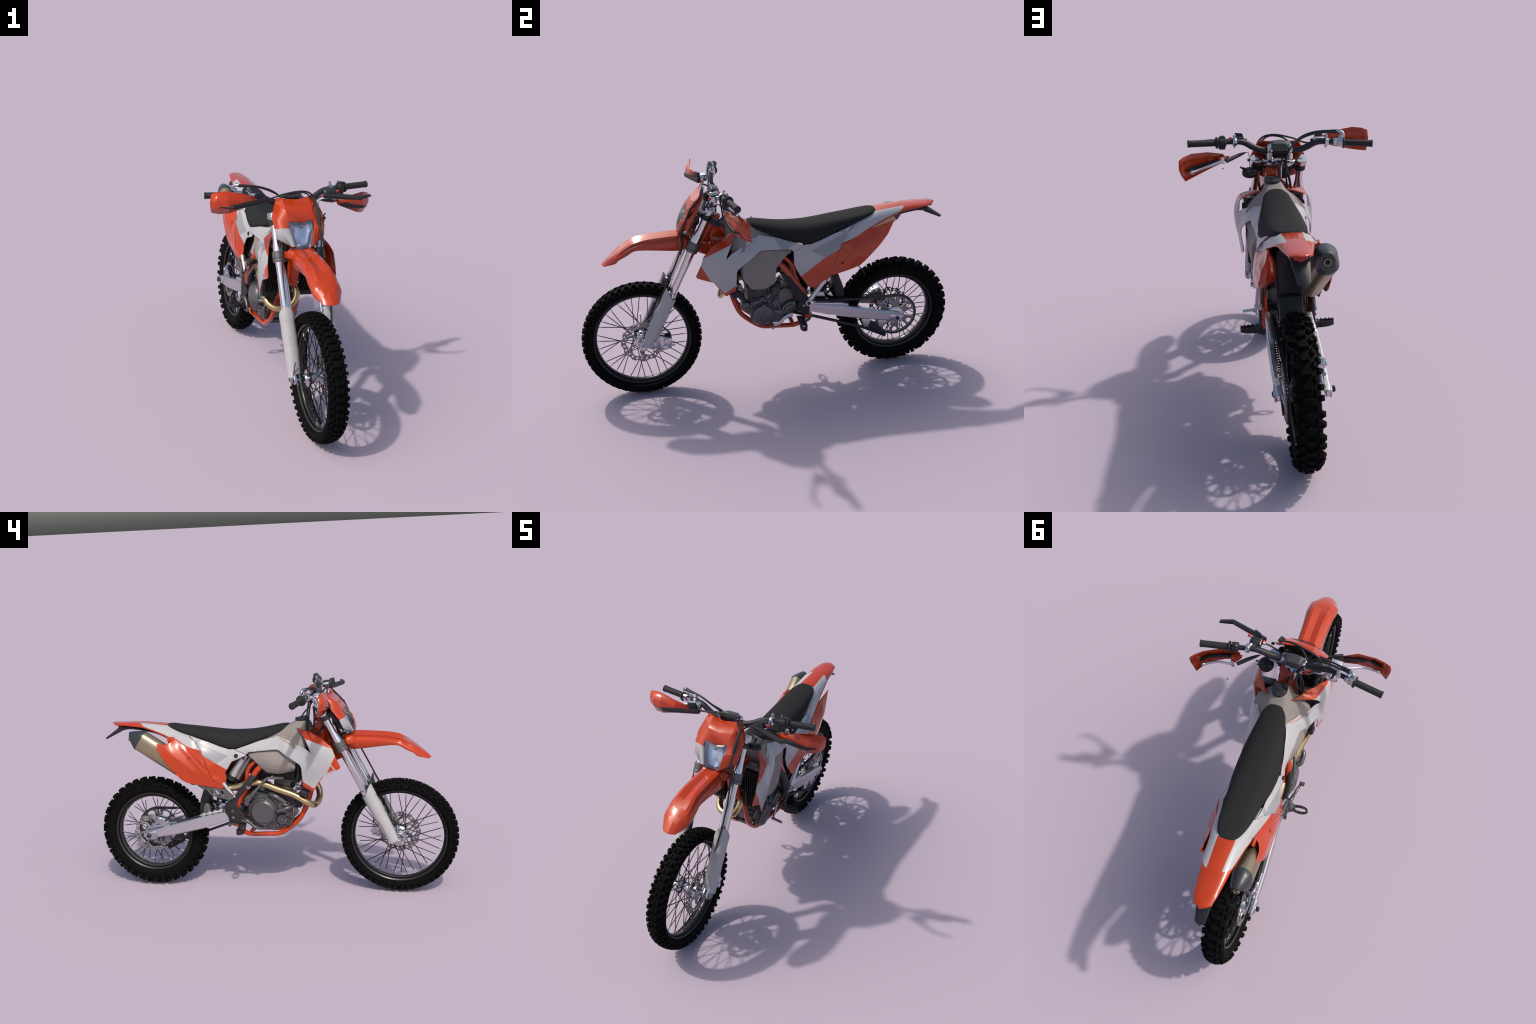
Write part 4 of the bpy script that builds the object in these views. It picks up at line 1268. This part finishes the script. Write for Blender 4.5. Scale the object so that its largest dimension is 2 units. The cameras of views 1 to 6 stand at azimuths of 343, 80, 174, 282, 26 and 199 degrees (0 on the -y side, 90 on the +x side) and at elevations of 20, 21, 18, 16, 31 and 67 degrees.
for sx in (-1, 1):                                            # air scoop louvre behind the shroud slot
    g.hull([(sx * x, y, z) for x, y, z in ((.100, -.205, .865), (.135, -.225, .845), (.150, -.235, .800), (.110, -.20, .80), (.115, -.265, .86), (.150, -.27, .82), (.11, -.25, .80))], bev=.004)
part('air_scoop', g, PITCH)
g = Geo()
for sx in (-1, 1):
    g.tube([(sx * .065, -.215, .69), (sx * .05, -.215, .66), (sx * .03, -.20, .645), (0, -.17, .64)], .012, n=12)
    g.tube([(sx * .09, -.20, .58), (sx * .09, -.185, .57), (sx * .085, -.165, .56), (sx * .075, -.14, .50)], .010, n=12)
g.tube([(-.1, -.16, .72), (-.11, -.135, .67), (-.105, -.145, .62), (-.10, -.19, .60)], .0035, n=8)
part('coolant_hose', g, BLACKP)

# ================================================================== FRONT: FORK
RAKE = Vector((0, -.4505, -.8928)).normalized()               # down the fork
FT = Vector((0, -.318, .98))


def fork_pt(x, t, off=0.):
    """Point t metres down the fork leg, off metres ahead of its axis."""
    p = FT + RAKE * t
    return Vector((x, p.y, p.z)) + Vector((0, -.8928, .4505)) * off


FX = .103
for sx in (-1, 1):
    g = Geo()
    prof = [(-.048, .017), (-.046, .0195), (-.03, .0195), (.03, .0175), (.08, .0185), (.115, .0235), (.17, .0245), (.205, .0215), (.26, .0205), (.42, .0205), (.425, .0195), (.428, .0225), (.455, .0225), (.458, .019), (.47, .0165)]
    g.lathe(prof, fork_pt(sx * FX, 0), RAKE, 36, 0)
    g.lathe([(.44, .0165), (.70, .0165)], fork_pt(sx * FX, 0), RAKE, 28, 2)
    g.lathe([(-.057, .0), (-.057, .010), (-.051, .0105), (-.051, .0165), (-.044, .0175)], fork_pt(sx * FX, 0), RAKE, 24, 3)
    g.lathe([(-.060, .0), (-.060, .006), (-.055, .006)], fork_pt(sx * FX, 0), RAKE, 6, 3)
    g.lathe([(.195, .0012), (.225, .0060), (.26, .0085), (.30, .0095), (.56, .0095)], fork_pt(sx * (FX - .0215), 0), RAKE, 20, 0)
    leg = part('fork_leg', g, [TUBEM, TUBEM, SILVER, CHROME], 'F', angle=25)
    # axle foot
    g = Geo()
    foot = fork_pt(sx * FX, .715)
    ax = Vector((sx * FX, FRONT_HUB.y, FRONT_HUB.z))
    g.hull([ax + Vector((dx, .022 * cos(t * pi / 6), .022 * sin(t * pi / 6))) for dx in (-.016, .016) for t in range(12)] + [fork_pt(sx * FX, .66) + Vector((dx, dy, 0)) for dx in (-.016, .016) for dy in (-.018, .018)], bev=.003)
    g.cyl(ax + Vector((-.020 * sx, 0, 0)), ax + Vector((.026 * sx, 0, 0)), .015, n=24, ch=.002)
    g.cyl(ax + Vector((.02 * sx, 0, 0)), ax + Vector((.031 * sx, 0, 0)), .010, n=6)
    for q in (-.012, .012):
        g.bolt(ax + Vector((0, -.022, q)), (0, -1, 0), .0045, .006)
    g.lathe([(-.04, .013), (.04, .013)], ax - Vector((sx * .04, 0, 0)), n=20)
    part('axle_clamp', g, CHROME, 'F', parent=None)
    # white fork guard: half shell ahead of the leg, pointed at the top
    g = Geo()
    rows_ = [(.410, 62, 84, .036), (.418, 36, 106, .036), (.433, 8, 126, .036), (.458, -30, 140, .036), (.487, -70, 142, .035), (.520, -76, 142, .0345), (.552, -76, 142, .034), (.595, -44, 142, .033), (.63, -24, 142, .033), (.68, -28, 140, .032), (.712, -34, 138, .031), (.732, -64, 126, .031), (.746, -66, 112, .031)]
    rr = smooth_path(rows_, 3)
    secs = []
    for t, a0, a1, rad in rr:
        sec = []
        for k in range(15):
            a = radians(a0 + (a1 - a0) * k / 14)
            # angle 0 points outwards; positive turns to the front
            e = Vector((sx, 0, 0)) * cos(a) + Vector((0, -.8928, .4505)) * sin(a)
            sec.append(fork_pt(sx * FX, t, .010) + e * rad * (1 + .04 * (abs(sin(2 * a)))))
        secs.append(sec)
    g.loft(secs, close_ring=False)
    g2 = g if sx > 0 else g
    part('fork_guard', g2, GUARDW, 'F', angle=50, thick=.003, offset=0)
    g = Geo()
    for t in (.70,):
        for a in (-20, 55):
            e = Vector((sx, 0, 0)) * cos(radians(a)) + Vector((0, -.8928, .4505)) * sin(radians(a))
            g.bolt(fork_pt(sx * FX, t) + e * .030, e, .0045, .005)
    part('fork_guard_bolt', g, CHROME, 'F')

# bent axle pin on the right foot
g = Geo()
g.tube([(-.100, -.690, .325), (-.116, -.686, .330), (-.118, -.684, .345), (-.115, -.684, .375), (-.112, -.683, .400), (-.108, -.684, .410)], .0040, n=10)
part('axle_pin', g, CHROME, 'F')
# brake caliper behind the left leg
g = Geo()
cal = Vector((.078, -.572, .322))
g.hull([cal + Vector(p) for p in ((-.024, -.03, .045), (.022, -.03, .045), (-.024, .032, .04), (.022, .036, .02), (-.024, .036, -.03), (.022, .03, -.035), (-.024, -.025, -.045), (.022, -.025, -.045), (.026, 0, .03), (.026, 0, -.02))], bev=.008)
g.cyl(cal + Vector((.01, .005, .014)), cal + Vector((.034, .005, .014)), .014, n=20, ch=.003)
g.cyl(cal + Vector((.01, .0, -.022)), cal + Vector((.034, .0, -.022)), .014, n=20, ch=.003)
g.cyl(cal + Vector((.016, -.02, -.018)), cal + Vector((.016, .05, -.020)), .006, n=12)
g.hull([(.085 + x, y, z) for x in (-.006, .006) for y, z in ((-.64, .42), (-.60, .40), (-.57, .36), (-.60, .32), (-.65, .33), (-.61, .27), (-.63, .36))], bev=.003)
part('front_brake_caliper', g, CHROME, 'F', angle=35)

# triple clamps
g = Geo()
for t, th, mi in ((-.040, .030, 0), (.152, .034, 1), (.179, .018, 1)):
    for sx in (-1, 1):
        c = fork_pt(sx * FX, t)
        g.lathe([(-th / 2, .022), (-th / 2, .029), (-th / 2 + .003, .031), (th / 2 - .003, .031), (th / 2, .029), (th / 2, .022)], c, RAKE, 32, mi)
g.hull([fork_pt(x, t, o) for x in (-.085, .085) for t in (-.052, -.030) for o in (-.012, .014)] + [fork_pt(x, t, -.040) for x in (-.04, .04) for t in (-.052, -.030)], bev=.004, mi=0)
g.hull([fork_pt(x, t, o) for x in (-.085, .085) for t in (.14, .172) for o in (-.012, .020)] + [fork_pt(x, t, -.040) for x in (-.04, .04) for t in (.14, .172)], bev=.004, mi=2)
g.cyl(fork_pt(0, -.062, -.034), fork_pt(0, .175, -.034), .016, n=24, mi=0)
g.cyl(fork_pt(0, -.068, -.034), fork_pt(0, -.05, -.034), .020, n=6, mi=0)
for sx in (-1, 1):
    g.lathe([(-.012, .022), (-.012, .026), (.012, .026), (.012, .022)], fork_pt(sx * FX, -.006), RAKE, 28, 3)
    for t in (-.046, -.034):
        g.bolt(fork_pt(sx * (FX - .03), t, -.03), (0, .8928, -.4505), .004, .006, 3)
    for t in (.145, .165):
        g.bolt(fork_pt(sx * (FX - .0), t, -.031), (0, .8928, -.4505), .0045, .006, 3)
    # handlebar risers
    g.cyl((sx * .046, -.268, 1.028), (sx * .046, -.262, 1.066), .014, n=20, mi=0, ch=.002)
    g.box((sx * .046, -.262, 1.082), (.026, .044, .034), bev=.006, mi=0)
    for dy in (-.014, .014):
        g.bolt((sx * .046, -.262 + dy, 1.098), (0, 0, 1), .0045, .006, 0)
part('triple_clamp', g, [CHROME, GRAPH, ORANGE, BLACKP], 'F', angle=30)

# ================================================================== HANDLEBAR
bar = Geo()
BARP = [(-.420, -.200, 1.114), (-.30, -.222, 1.1145), (-.20, -.242, 1.116), (-.165, -.250, 1.110), (-.12, -.258, 1.086), (-.085, -.262, 1.074), (-.05, -.262, 1.072), (0, -.262, 1.072), (.05, -.262, 1.072), (.085, -.262, 1.074), (.12, -.258, 1.086), (.165, -.250, 1.110), (.20, -.242, 1.116), (.30, -.222, 1.1145), (.420, -.200, 1.114)]
bar.tube(BARP, [.0105, .0112, .0120, .0138, .0150, .0150, .0150, .0150, .0150, .0150, .0150, .0138, .0120, .0112, .0105], n=20)
handlebar = part('handlebar', bar, BLACKP, 'F', angle=60)
for sx in (-1, 1):
    g = Geo()
    p0, p1 = Vector((sx * .298, -.2225, 1.1145)), Vector((sx * .424, -.1993, 1.114))
    d = (p1 - p0)
    L = d.length
    prof = [(-.010, .012), (-.010, .0255), (-.006, .027), (-.002, .0255), (.002, .0155)]
    for k in range(20):
        a = .006 + (L - .016) * k / 20
        prof += [(a, .0150), (a + .0022, .0158), (a + .0036, .0158)]
    prof += [(L - .008, .0150), (L - .006, .0172), (L - .001, .0172), (L, .0155)]
    g.lathe(prof, p0, d, 28)
    part('grip', g, GRIPM, parent=handlebar, angle=40)
# switch block, clamps, levers perches
g = Geo()
g.lathe([(-.016, .012), (-.016, .021), (-.012, .0235), (.012, .0235), (.016, .021), (.016, .012)], (.268, -.229, 1.115), Vector((.126, .023, 0)), 28)
g.hull([(.268 + x, -.229 + y, 1.115 + z) for x, y, z in ((-.018, -.012, .016), (.016, -.012, .016), (-.018, .014, .016), (.016, .016, .016), (-.01, -.008, .031), (.008, -.008, .031), (-.01, .008, .031), (.008, .008, .031))], bev=.003)
g.box((.268, -.234, 1.094), (.030, .030, .022), bev=.005)
g.bolt((.258, -.222, 1.144), (0, 0, 1), .0035, .004, 1)
g.bolt((.280, -.226, 1.140), (0, 0, 1), .0035, .004, 1)
part('switch_block', g, [BLACKP, CHROME], parent=handlebar, angle=30)
g = Geo()                                                     # throttle housing with cable boots
g.lathe([(-.014, .012), (-.014, .021), (.010, .021), (.014, .017)], (-.278, -.226, 1.1145), Vector((-.126, .023, 0)), 28)
g.hull([(-.278 + x, -.226 + y, 1.115 + z) for x, y, z in ((-.013, -.012, .012), (.013, -.012, .012), (-.013, .016, .012), (.013, .016, .012), (-.012, -.006, .034), (.008, -.006, .034), (-.012, .006, .034), (.008, .006, .034))], bev=.003)
g.tube([(-.288, -.222, 1.135), (-.288, -.226, 1.155), (-.278, -.232, 1.164), (-.262, -.242, 1.166)], .008, n=14)
g.box((-.255, -.230, 1.118), (.026, .030, .030), bev=.006)
part('throttle_housing', g, CHROME, parent=handlebar, angle=30)
for sx in (-1, 1):                                            # perch clamps and fluid reservoirs
    g = Geo()
    g.lathe([(-.009, .011), (-.009, .0185), (-.006, .020), (.006, .020), (.009, .0185), (.009, .011)], (sx * .212, -.2405, 1.1158), Vector((.126, .023, 0)), 24)
    g.cyl((sx * .212, -.238, 1.09), (sx * .212, -.232, 1.145), .0055, n=12)
    g.bolt((sx * .212, -.232, 1.142), (0, .1, 1), .006, .008)
    g.hull([(sx * (.188 + x), -.287 + y, 1.112 + z) for x, y, z in ((-.028, -.020, -.016), (.030, -.016, -.016), (-.028, .018, -.016), (.030, .020, -.016), (-.026, -.018, .012), (.028, -.014, .012), (-.026, .018, .012), (.028, .018, .012))], bev=.005)
    g.cyl((sx * .205, -.268, 1.112), (sx * .212, -.245, 1.114), .010, n=14)
    g.cyl((sx * .16, -.293, 1.105), (sx * .15, -.296, 1.100), .007, n=14)
    part('brake_master_cylinder' if sx < 0 else 'clutch_master_cylinder', g, CHROME, parent=handlebar, angle=30)
    g = Geo()
    g.hull([(sx * (.188 + x), -.287 + y, 1.125 + z) for x, y, z in ((-.024, -.017, 0), (.026, -.013, 0), (-.024, .017, 0), (.026, .017, 0), (-.022, -.015, .004), (.024, -.012, .004), (-.022, .015, .004), (.024, .015, .004))], bev=.002)
    if sx > 0:
        part('reservoir_lid', g, BLACKP, parent=handlebar)
    else:
        part('reservoir_lid', g, SILVER, parent=handlebar)
    g = Geo()
    g.cyl((sx * .150, -.300, 1.098), (sx * .160, -.308, 1.104), .006, n=14)
    if sx > 0:
        g.cyl((.222, -.300, 1.118), (.229, -.308, 1.120), .0065, n=14)
    part('red_adjuster', g, REDB, parent=handlebar)

# dash and its mount
g = Geo()
g.hull([(x, y, z) for x, y, z in ((-.030, -.232, 1.074), (.030, -.232, 1.074), (-.046, -.240, 1.082), (.046, -.240, 1.082), (-.055, -.262, 1.098), (.055, -.262, 1.098), (-.030, -.236, 1.106), (.030, -.236, 1.106), (0, -.240, 1.110), (-.048, -.272, 1.112), (.048, -.272, 1.112), (0, -.276, 1.120), (-.028, -.268, 1.117), (.028, -.268, 1.117), (-.04, -.285, 1.098), (.04, -.285, 1.098), (-.03, -.275, 1.075), (.03, -.275, 1.075))], bev=.0015)
part('dash', g, DASHM, 'F', angle=8)

# ================================================================== HAND GUARDS
def guard_shell():
    """Right-hand guard shell, in place."""
    P = [[(-.205, -.326, 1.126), (-.270, -.345, 1.150), (-.352, -.337, 1.167), (-.395, -.330, 1.164), (-.421, -.325, 1.155)],
         [(-.195, -.333, 1.112), (-.270, -.352, 1.120), (-.350, -.358, 1.128), (-.398, -.348, 1.128), (-.428, -.330, 1.115)],
         [(-.195, -.330, 1.098), (-.270, -.353, 1.098), (-.345, -.366, 1.098), (-.398, -.348, 1.095), (-.425, -.326, 1.088)],
         [(-.215, -.318, 1.090), (-.275, -.338, 1.076), (-.340, -.346, 1.062), (-.385, -.335, 1.058), (-.416, -.311, 1.060)]]
    g = Geo()
    nn = len(P[0])
    fs = []
    for i in range(3):
        for k in range(nn - 1):
            fs.append((i * nn + k, i * nn + k + 1, (i + 1) * nn + k + 1, (i + 1) * nn + k))
    g.add([p for r in P for p in r], fs)
    return g


def guard_strip():
    """Black mounting arm running along the guard."""
    g = Geo()
    up = Vector((0, 0, 1))
    S = [(-.150, -.316, 1.104, .012), (-.205, -.332, 1.101, .013), (-.270, -.351, 1.097, .012), (-.325, -.367, 1.094, .010), (-.384, -.349, 1.097, .004)]
    secs = []
    for x, y, z, h in S:
        secs.append([(x, y - .004, z - h), (x, y - .008, z), (x, y - .004, z + h), (x, y + .008, z + h), (x, y + .010, z - h)])
    g.loft(secs)
    g.hull([(-.158 + x, -.315 + y, 1.118 + z) for x, y, z in ((0, 0, -.01), (-.056, -.02, -.01), (-.014, -.002, .024), (-.046, -.016, .024), (0, .012, -.01), (-.056, -.006, -.01), (-.014, .010, .024), (-.046, -.004, .024))], bev=.002)
    return g


def guard_insert():
    g = Geo()
    S = [(-.225, -.345, 1.098, .010), (-.290, -.3635, 1.096, .009), (-.345, -.371, 1.096, .007), (-.384, -.352, 1.0985, .004)]
    secs = [[(x, y - .003, z - h), (x, y - .003, z + h), (x, y + .006, z + h), (x, y + .006, z - h)] for x, y, z, h in S]
    g.loft(secs)
    g.loft([[(x, y + .020, z - h), (x, y + .020, z + h), (x, y + .010, z + h), (x, y + .010, z - h)] for x, y, z, h in S])
    return g


def lever():
    g = Geo()
    g.tube([(-.228, -.278, 1.108), (-.255, -.292, 1.102), (-.30, -.316, 1.093), (-.34, -.322, 1.089), (-.372, -.320, 1.088)], [.008, .007, .0062, .006, .0065], n=12, flat=.8)
    g.lathe([(0, .0085), (.004, .010), (.008, .0085)], (-.374, -.3245, 1.088), (0, 1, 0), 16)
    g.cyl((-.232, -.280, 1.095), (-.232, -.280, 1.122), .008, n=14)
    return g


QL = Matrix(((.901, -.3833, .2032, -.2744), (.3854, .9222, .0311, -.0478), (-.1993, .0503, .9786, .0163), (0, 0, 0, 1)))
part('hand_guard', guard_shell(), ORANGE, 'F', angle=5, thick=.003, offset=0)
part('hand_guard_arm', guard_strip(), BLACKP, 'F', angle=25)
part('lever', lever(), SILVER, 'F')
part('hand_guard_arm', guard_strip().mirror(), BLACKP, 'F', angle=25)
part('hand_guard', guard_shell().mirror().moved(QL), ORANGE, 'F', angle=5, thick=.003, offset=0)
part('hand_guard_insert', guard_insert().mirror().moved(QL), BLACKP, 'F', angle=25)
part('lever', lever().mirror().moved(QL), SILVER, 'F')
g = Geo()                                                     # the swung-round left perch and its rubber boot
g.hull([Vector((.234, -.232, 1.055)), Vector((.238, -.222, 1.040)), Vector((.262, -.205, 1.050)), Vector((.265, -.195, 1.028)), Vector((.29, -.225, 1.050)), Vector((.285, -.20, 1.022)), Vector((.24, -.24, 1.045))], bev=.003)
part('lever_perch', g, ORANGE, 'F')
g = Geo()
g.tube([(.250, -.192, 1.036), (.230, -.206, 1.043), (.205, -.224, 1.051), (.180, -.240, 1.058), (.160, -.253, 1.063)], [.009, .0095, .009, .007, .003], n=14)
g.tube([(.160, -.253, 1.063), (.148, -.262, 1.062), (.141, -.268, 1.04), (.139, -.270, 1.0), (.138, -.270, .985)], .0014, n=6)
part('lever_boot', g, BLACKP, 'F')
g = Geo()
g.lathe([(-.003, 0), (-.003, .004), (.003, .004), (.003, 0)], (.268, -.114, 1.019), (1, 0, 1), 8)
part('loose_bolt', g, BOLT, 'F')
# horn
g = Geo()
ha = Vector((.05, .35, 1)).normalized()
g.lathe([(-.012, .0), (-.012, .034), (-.009, .036), (.002, .036), (.005, .033), (.010, .030), (.013, .020), (.0135, 0)], (.138, -.269, .967), ha, 36)
g.cyl((.150, -.262, .975), (.170, -.24, .995), .004, n=8)
g.cyl((.160, -.272, .975), (.182, -.258, .994), .004, n=8)
g.cyl((.127, -.245, .978), (.124, -.226, .986), .0055, n=12)
part('horn', g, PITCH, 'F', angle=30)

# ================================================================== HEADLIGHT MASK
def mirrored_mesh(P, F):
    """Half mesh (x >= 0) -> full mesh, welded on x = 0."""
    vs, fs, mi = [], [], []
    n = len(P)
    vs = list(P) + [(-x, y, z) for x, y, z in P]
    for f, m in F:
        fs.append(f)
        mi.append(m)
        fs.append(tuple(n + i for i in reversed(f)))
        mi.append(m)
    g = Geo()
    g.add(vs, fs, mi)
    return g


MP = {'A': (0, -.333, 1.101), 'T': (.066, -.320, 1.106), 'B': (.093, -.310, 1.111), 'B2': (.107, -.323, 1.086), 'C': (.130, -.355, 1.028), 'C2': (.1275, -.393, .979), 'D': (.120, -.412, .934),
      'E': (.060, -.457, .904), 'F': (.036, -.460, .892), 'R': (.066, -.369, 1.062), 'G': (.060, -.407, 1.018), 'H': (0, -.413, 1.006), 'M': (0, -.379, 1.056),
      'I': (.064, -.421, .988), 'J': (.041, -.456, .905), 'S': (.098, -.384, 1.010), 'W': (.096, -.408, .983)}
names = list(MP)
ix = {k: i for i, k in enumerate(names)}
FACES = [('A T R M', 0), ('M R G H', 0), ('T B B2', 0), ('T B2 R', 0), ('R B2 C', 0), ('R C S', 0), ('R S G', 0), ('S W I G', 0), ('S C C2 W', 0), ('W C2 D', 1), ('W D E', 1), ('W E J I', 1), ('E F J', 0)]
g = mirrored_mesh([MP[k] for k in names], [(tuple(ix[k] for k in f.split()), m) for f, m in FACES])
# the orange cable band replaces the white flank on the left side
for k, f in enumerate(g.f):
    if g.m[k] == 1 and sum(g.v[i].x for i in f) > 0:
        g.m[k] = 0
mask = part('headlight_mask', g, [ORANGE, WHITE, ORANGE, ORANGE], 'F', angle=9, weld=1e-5, thick=.004, nmat=2)
g = Geo()
B4 = [(.058, -.441, .974), (.128, -.380, .991), (.118, -.408, .940), (.043, -.464, .901)]
g.hull(B4 + [(x - .004, y + .008, z - .002) for x, y, z in B4] + [(.098, -.412, .985), (.088, -.440, .922)], bev=.002)
part('cable_band', g, ORANGE, 'F', angle=25)
g = Geo()
LENS = [(0, 1.005, -.413), (.058, 1.016, -.408), (.060, .978, -.426), (.041, .905, -.455), (.034, .893, -.458), (0, .885, -.455)]
outl = LENS + [(-x, z, y) for x, z, y in reversed(LENS[1:-1])]
outl = [tuple(p) for p in [np.array(outl[k]) * (1 - t / 4) + np.array(outl[(k + 1) % len(outl)]) * t / 4 for k in range(len(outl)) for t in range(4)]]
ctr = Vector((0, -.446, .955))
rings = []
for s, push in ((1, 0), (.93, .002), (.8, .004), (.55, .006), (.25, .007)):
    rings.append([Vector((x * s, ctr.y + (y - ctr.y) * s - push * .9, ctr.z + (z - ctr.z) * s + push * .3)) for x, z, y in outl])
g.loft(rings, caps=False)
g.add([rings[-1][k] for k in range(len(outl))], [tuple(range(len(outl)))])
part('headlight_lens', g, GLASS, 'F', angle=60)
g = Geo()                                                     # reflector bowl behind the lens with bulb
bowl = []
for s_, d in [(1.02, 0)] + [(cos(k * pi / 20), .040 * sin(k * pi / 20)) for k in range(1, 10)]:
    bowl.append([Vector((x * s_, ctr.y + .004 + (y - ctr.y) * s_ + d * .9, ctr.z - .002 + (z - ctr.z) * s_ - d * .3)) for x, z, y in outl])
g.loft(bowl, caps=False)
g.add([bowl[-1][k] for k in range(len(outl))], [tuple(range(len(outl)))])
g.lathe([(0, .010), (.014, .010), (.020, .006), (.022, 0)], (0, -.402, .984), (0, -.95, .3), 24, 0)
part('reflector', g, REFLECT, 'F', angle=70, recalc=False)
g = Geo()                                                     # dark lamp housing and brackets behind the mask
g.hull([(sx * x, y, z) for sx in (-1, 1) for x, y, z in ((.075, -.385, 1.0), (.07, -.345, 1.01), (.07, -.375, .92), (.045, -.41, .90), (.06, -.345, .94), (.05, -.36, 1.05))], bev=.01)
for sx in (-1, 1):
    g.hull([(sx * x, y, z) for x in (.072, .100) for y, z in ((-.330, 1.003), (-.345, 1.018), (-.385, .966), (-.365, .962))], bev=.004)
    g.box((sx * .055, -.325, 1.055), (.02, .03, .03), bev=.004)
part('lamp_housing', g, BLACKP, 'F')
g = Geo()
g.cyl((.128, -.365, 1.005), (.142, -.362, 1.005), .007, n=16)
part('mask_grommet', g, PITCH, 'F')

# ================================================================== FRONT FENDER
#  station y: centre z, crest (x, z), flank top (x, z), flank mid (x, z), lower edge (x, z)
FF = [(-.405, .874, (.028, .880), (.046, .876), (.043, .866), (.054, .855), (.050, .842)),
      (-.440, .882, (.030, .887), (.046, .882), (.043, .869), (.057, .856), (.060, .811)),
      (-.480, .882, (.030, .888), (.046, .883), (.043, .870), (.057, .857), (.066, .812)),
      (-.560, .877, (.030, .885), (.045, .881), (.043, .868), (.056, .856), (.064, .821)),
      (-.640, .869, (.032, .879), (.046, .875), (.044, .863), (.058, .853), (.067, .831)),
      (-.685, .860, (.034, .870), (.048, .865), (.046, .854), (.060, .846), (.070, .832)),
      (-.720, .849, (.036, .853), (.050, .847), (.050, .838), (.063, .829), (.072, .814)),
      (-.755, .832, (.034, .831), (.050, .825), (.055, .818), (.065, .808), (.071, .797)),
      (-.795, .806, (.030, .804), (.046, .799), (.056, .793), (.064, .785), (.067, .777)),
      (-.830, .777, (.020, .776), (.032, .774), (.042, .771), (.050, .768), (.053, .765)),
      (-.847, .761, (.014, .760), (.024, .7595), (.032, .759), (.038, .7585), (.041, .758)),
      (-.853, .754, (.012, .754), (.020, .754), (.027, .754), (.032, .754), (.034, .754))]
flat = [[r[0], r[1]] + [c for p in r[2:] for c in p] for r in FF]
rows_ = smooth_path(flat, 4)
g = Geo()
secs = []
for r in rows_:
    y, zc = r[0], r[1]
    h = [(0, zc)] + [(r[2 + 2 * k], r[3 + 2 * k]) for k in range(5)]
    pull = max(0, (-.77 - y)) * 1.0
    sec = [(-x, y + pull * (x / .06) ** 2 * .5, z) for x, z in reversed(h[1:])] + [(x, y + pull * (x / .06) ** 2 * .5, z) for x, z in h]
    secs.append(sec)
g.loft(secs, close_ring=False)
part('front_fender', g, ORANGE, 'F', angle=16, thick=.0035, offset=0)
g = Geo()                                                     # fender stay to the lower clamp
g.hull([(sx * x, y, z) for sx in (-1, 1) for x, y, z in ((.078, -.415, .86), (.078, -.425, .835), (.055, -.47, .845), (.05, -.41, .885), (.055, -.45, .88))], bev=.004)
part('fender_stay', g, ORANGE, 'F')

# ================================================================== CABLES AND HOSES
def cable(name, pts, r, frame='F', mat=BLACKP):
    g = Geo()
    g.tube(pts, r, n=10, res=7)
    return part(name, g, mat, frame, angle=70)


cable('front_brake_hose', [(-.150, -.297, 1.100), (-.12, -.295, 1.102), (-.06, -.306, 1.122), (.025, -.318, 1.135), (.07, -.318, 1.126), (.095, -.330, 1.100), (.100, -.360, 1.068), (.100, -.388, 1.035), (.096, -.412, .985), (.100, -.440, .940), (.105, -.448, .90), (.103, -.447, .85), (.108, -.475, .78), (.112, -.515, .70), (.112, -.545, .64), (.105, -.585, .56), (.095, -.60, .48), (.092, -.575, .41), (.090, -.545, .37), (.090, -.540, .325)], .0042)
cable('wiring_loom', [(-.06, -.275, 1.098), (-.01, -.312, 1.125), (.05, -.322, 1.126), (.088, -.340, 1.088), (.094, -.372, 1.048), (.090, -.396, 1.010), (.092, -.418, .96), (.096, -.44, .91), (.096, -.44, .86), (.098, -.458, .80)], .0040)
cable('cable_sleeve', [(.100, -.386, 1.038), (.0985, -.400, 1.010), (.0965, -.413, .982)], .0072)
for dz, dy in ((0, 0), (.006, .010)):
    cable('throttle_cable', [(-.262, -.242 + dy, 1.166 - dz), (-.215, -.254 + dy, 1.164 - dz), (-.16, -.266 + dy, 1.156 - dz), (-.105, -.272 + dy, 1.135 - dz), (-.06, -.255 + dy, 1.10), (-.032, -.232 + dy, 1.055), (-.026, -.220 + dy, .99), (-.030, -.215 + dy, .93), (-.036, -.212 + dy, .88)], .0042)
cable('cable_boot', [(-.265, -.241, 1.164), (-.24, -.248, 1.163), (-.215, -.254, 1.161)], [.0085, .0075, .005])
cable('breather_hose', [(.004, -.174, .965), (.006, -.185, .985), (-.004, -.215, 1.02), (-.012, -.235, 1.05)], .0040)
cable('clutch_hose', [(.15, -.297, 1.10), (.12, -.30, 1.085), (.07, -.295, 1.05), (.03, -.27, 1.0), (.02, -.24, .93), (.03, -.22, .87)], .0040)
cable('head_loom', [(-.02, -.245, 1.03), (-.035, -.25, .98), (-.05, -.245, .92), (-.055, -.225, .87)], .006)
cable('loom_branch', [(-.04, -.30, .93), (-.06, -.27, .89), (-.07, -.23, .86)], .0055, 'B')
cable('fender_hose', [(.115, .455, .665), (.118, .475, .64), (.12, .50, .60)], .0028, 'B')

bpy.context.view_layer.update()
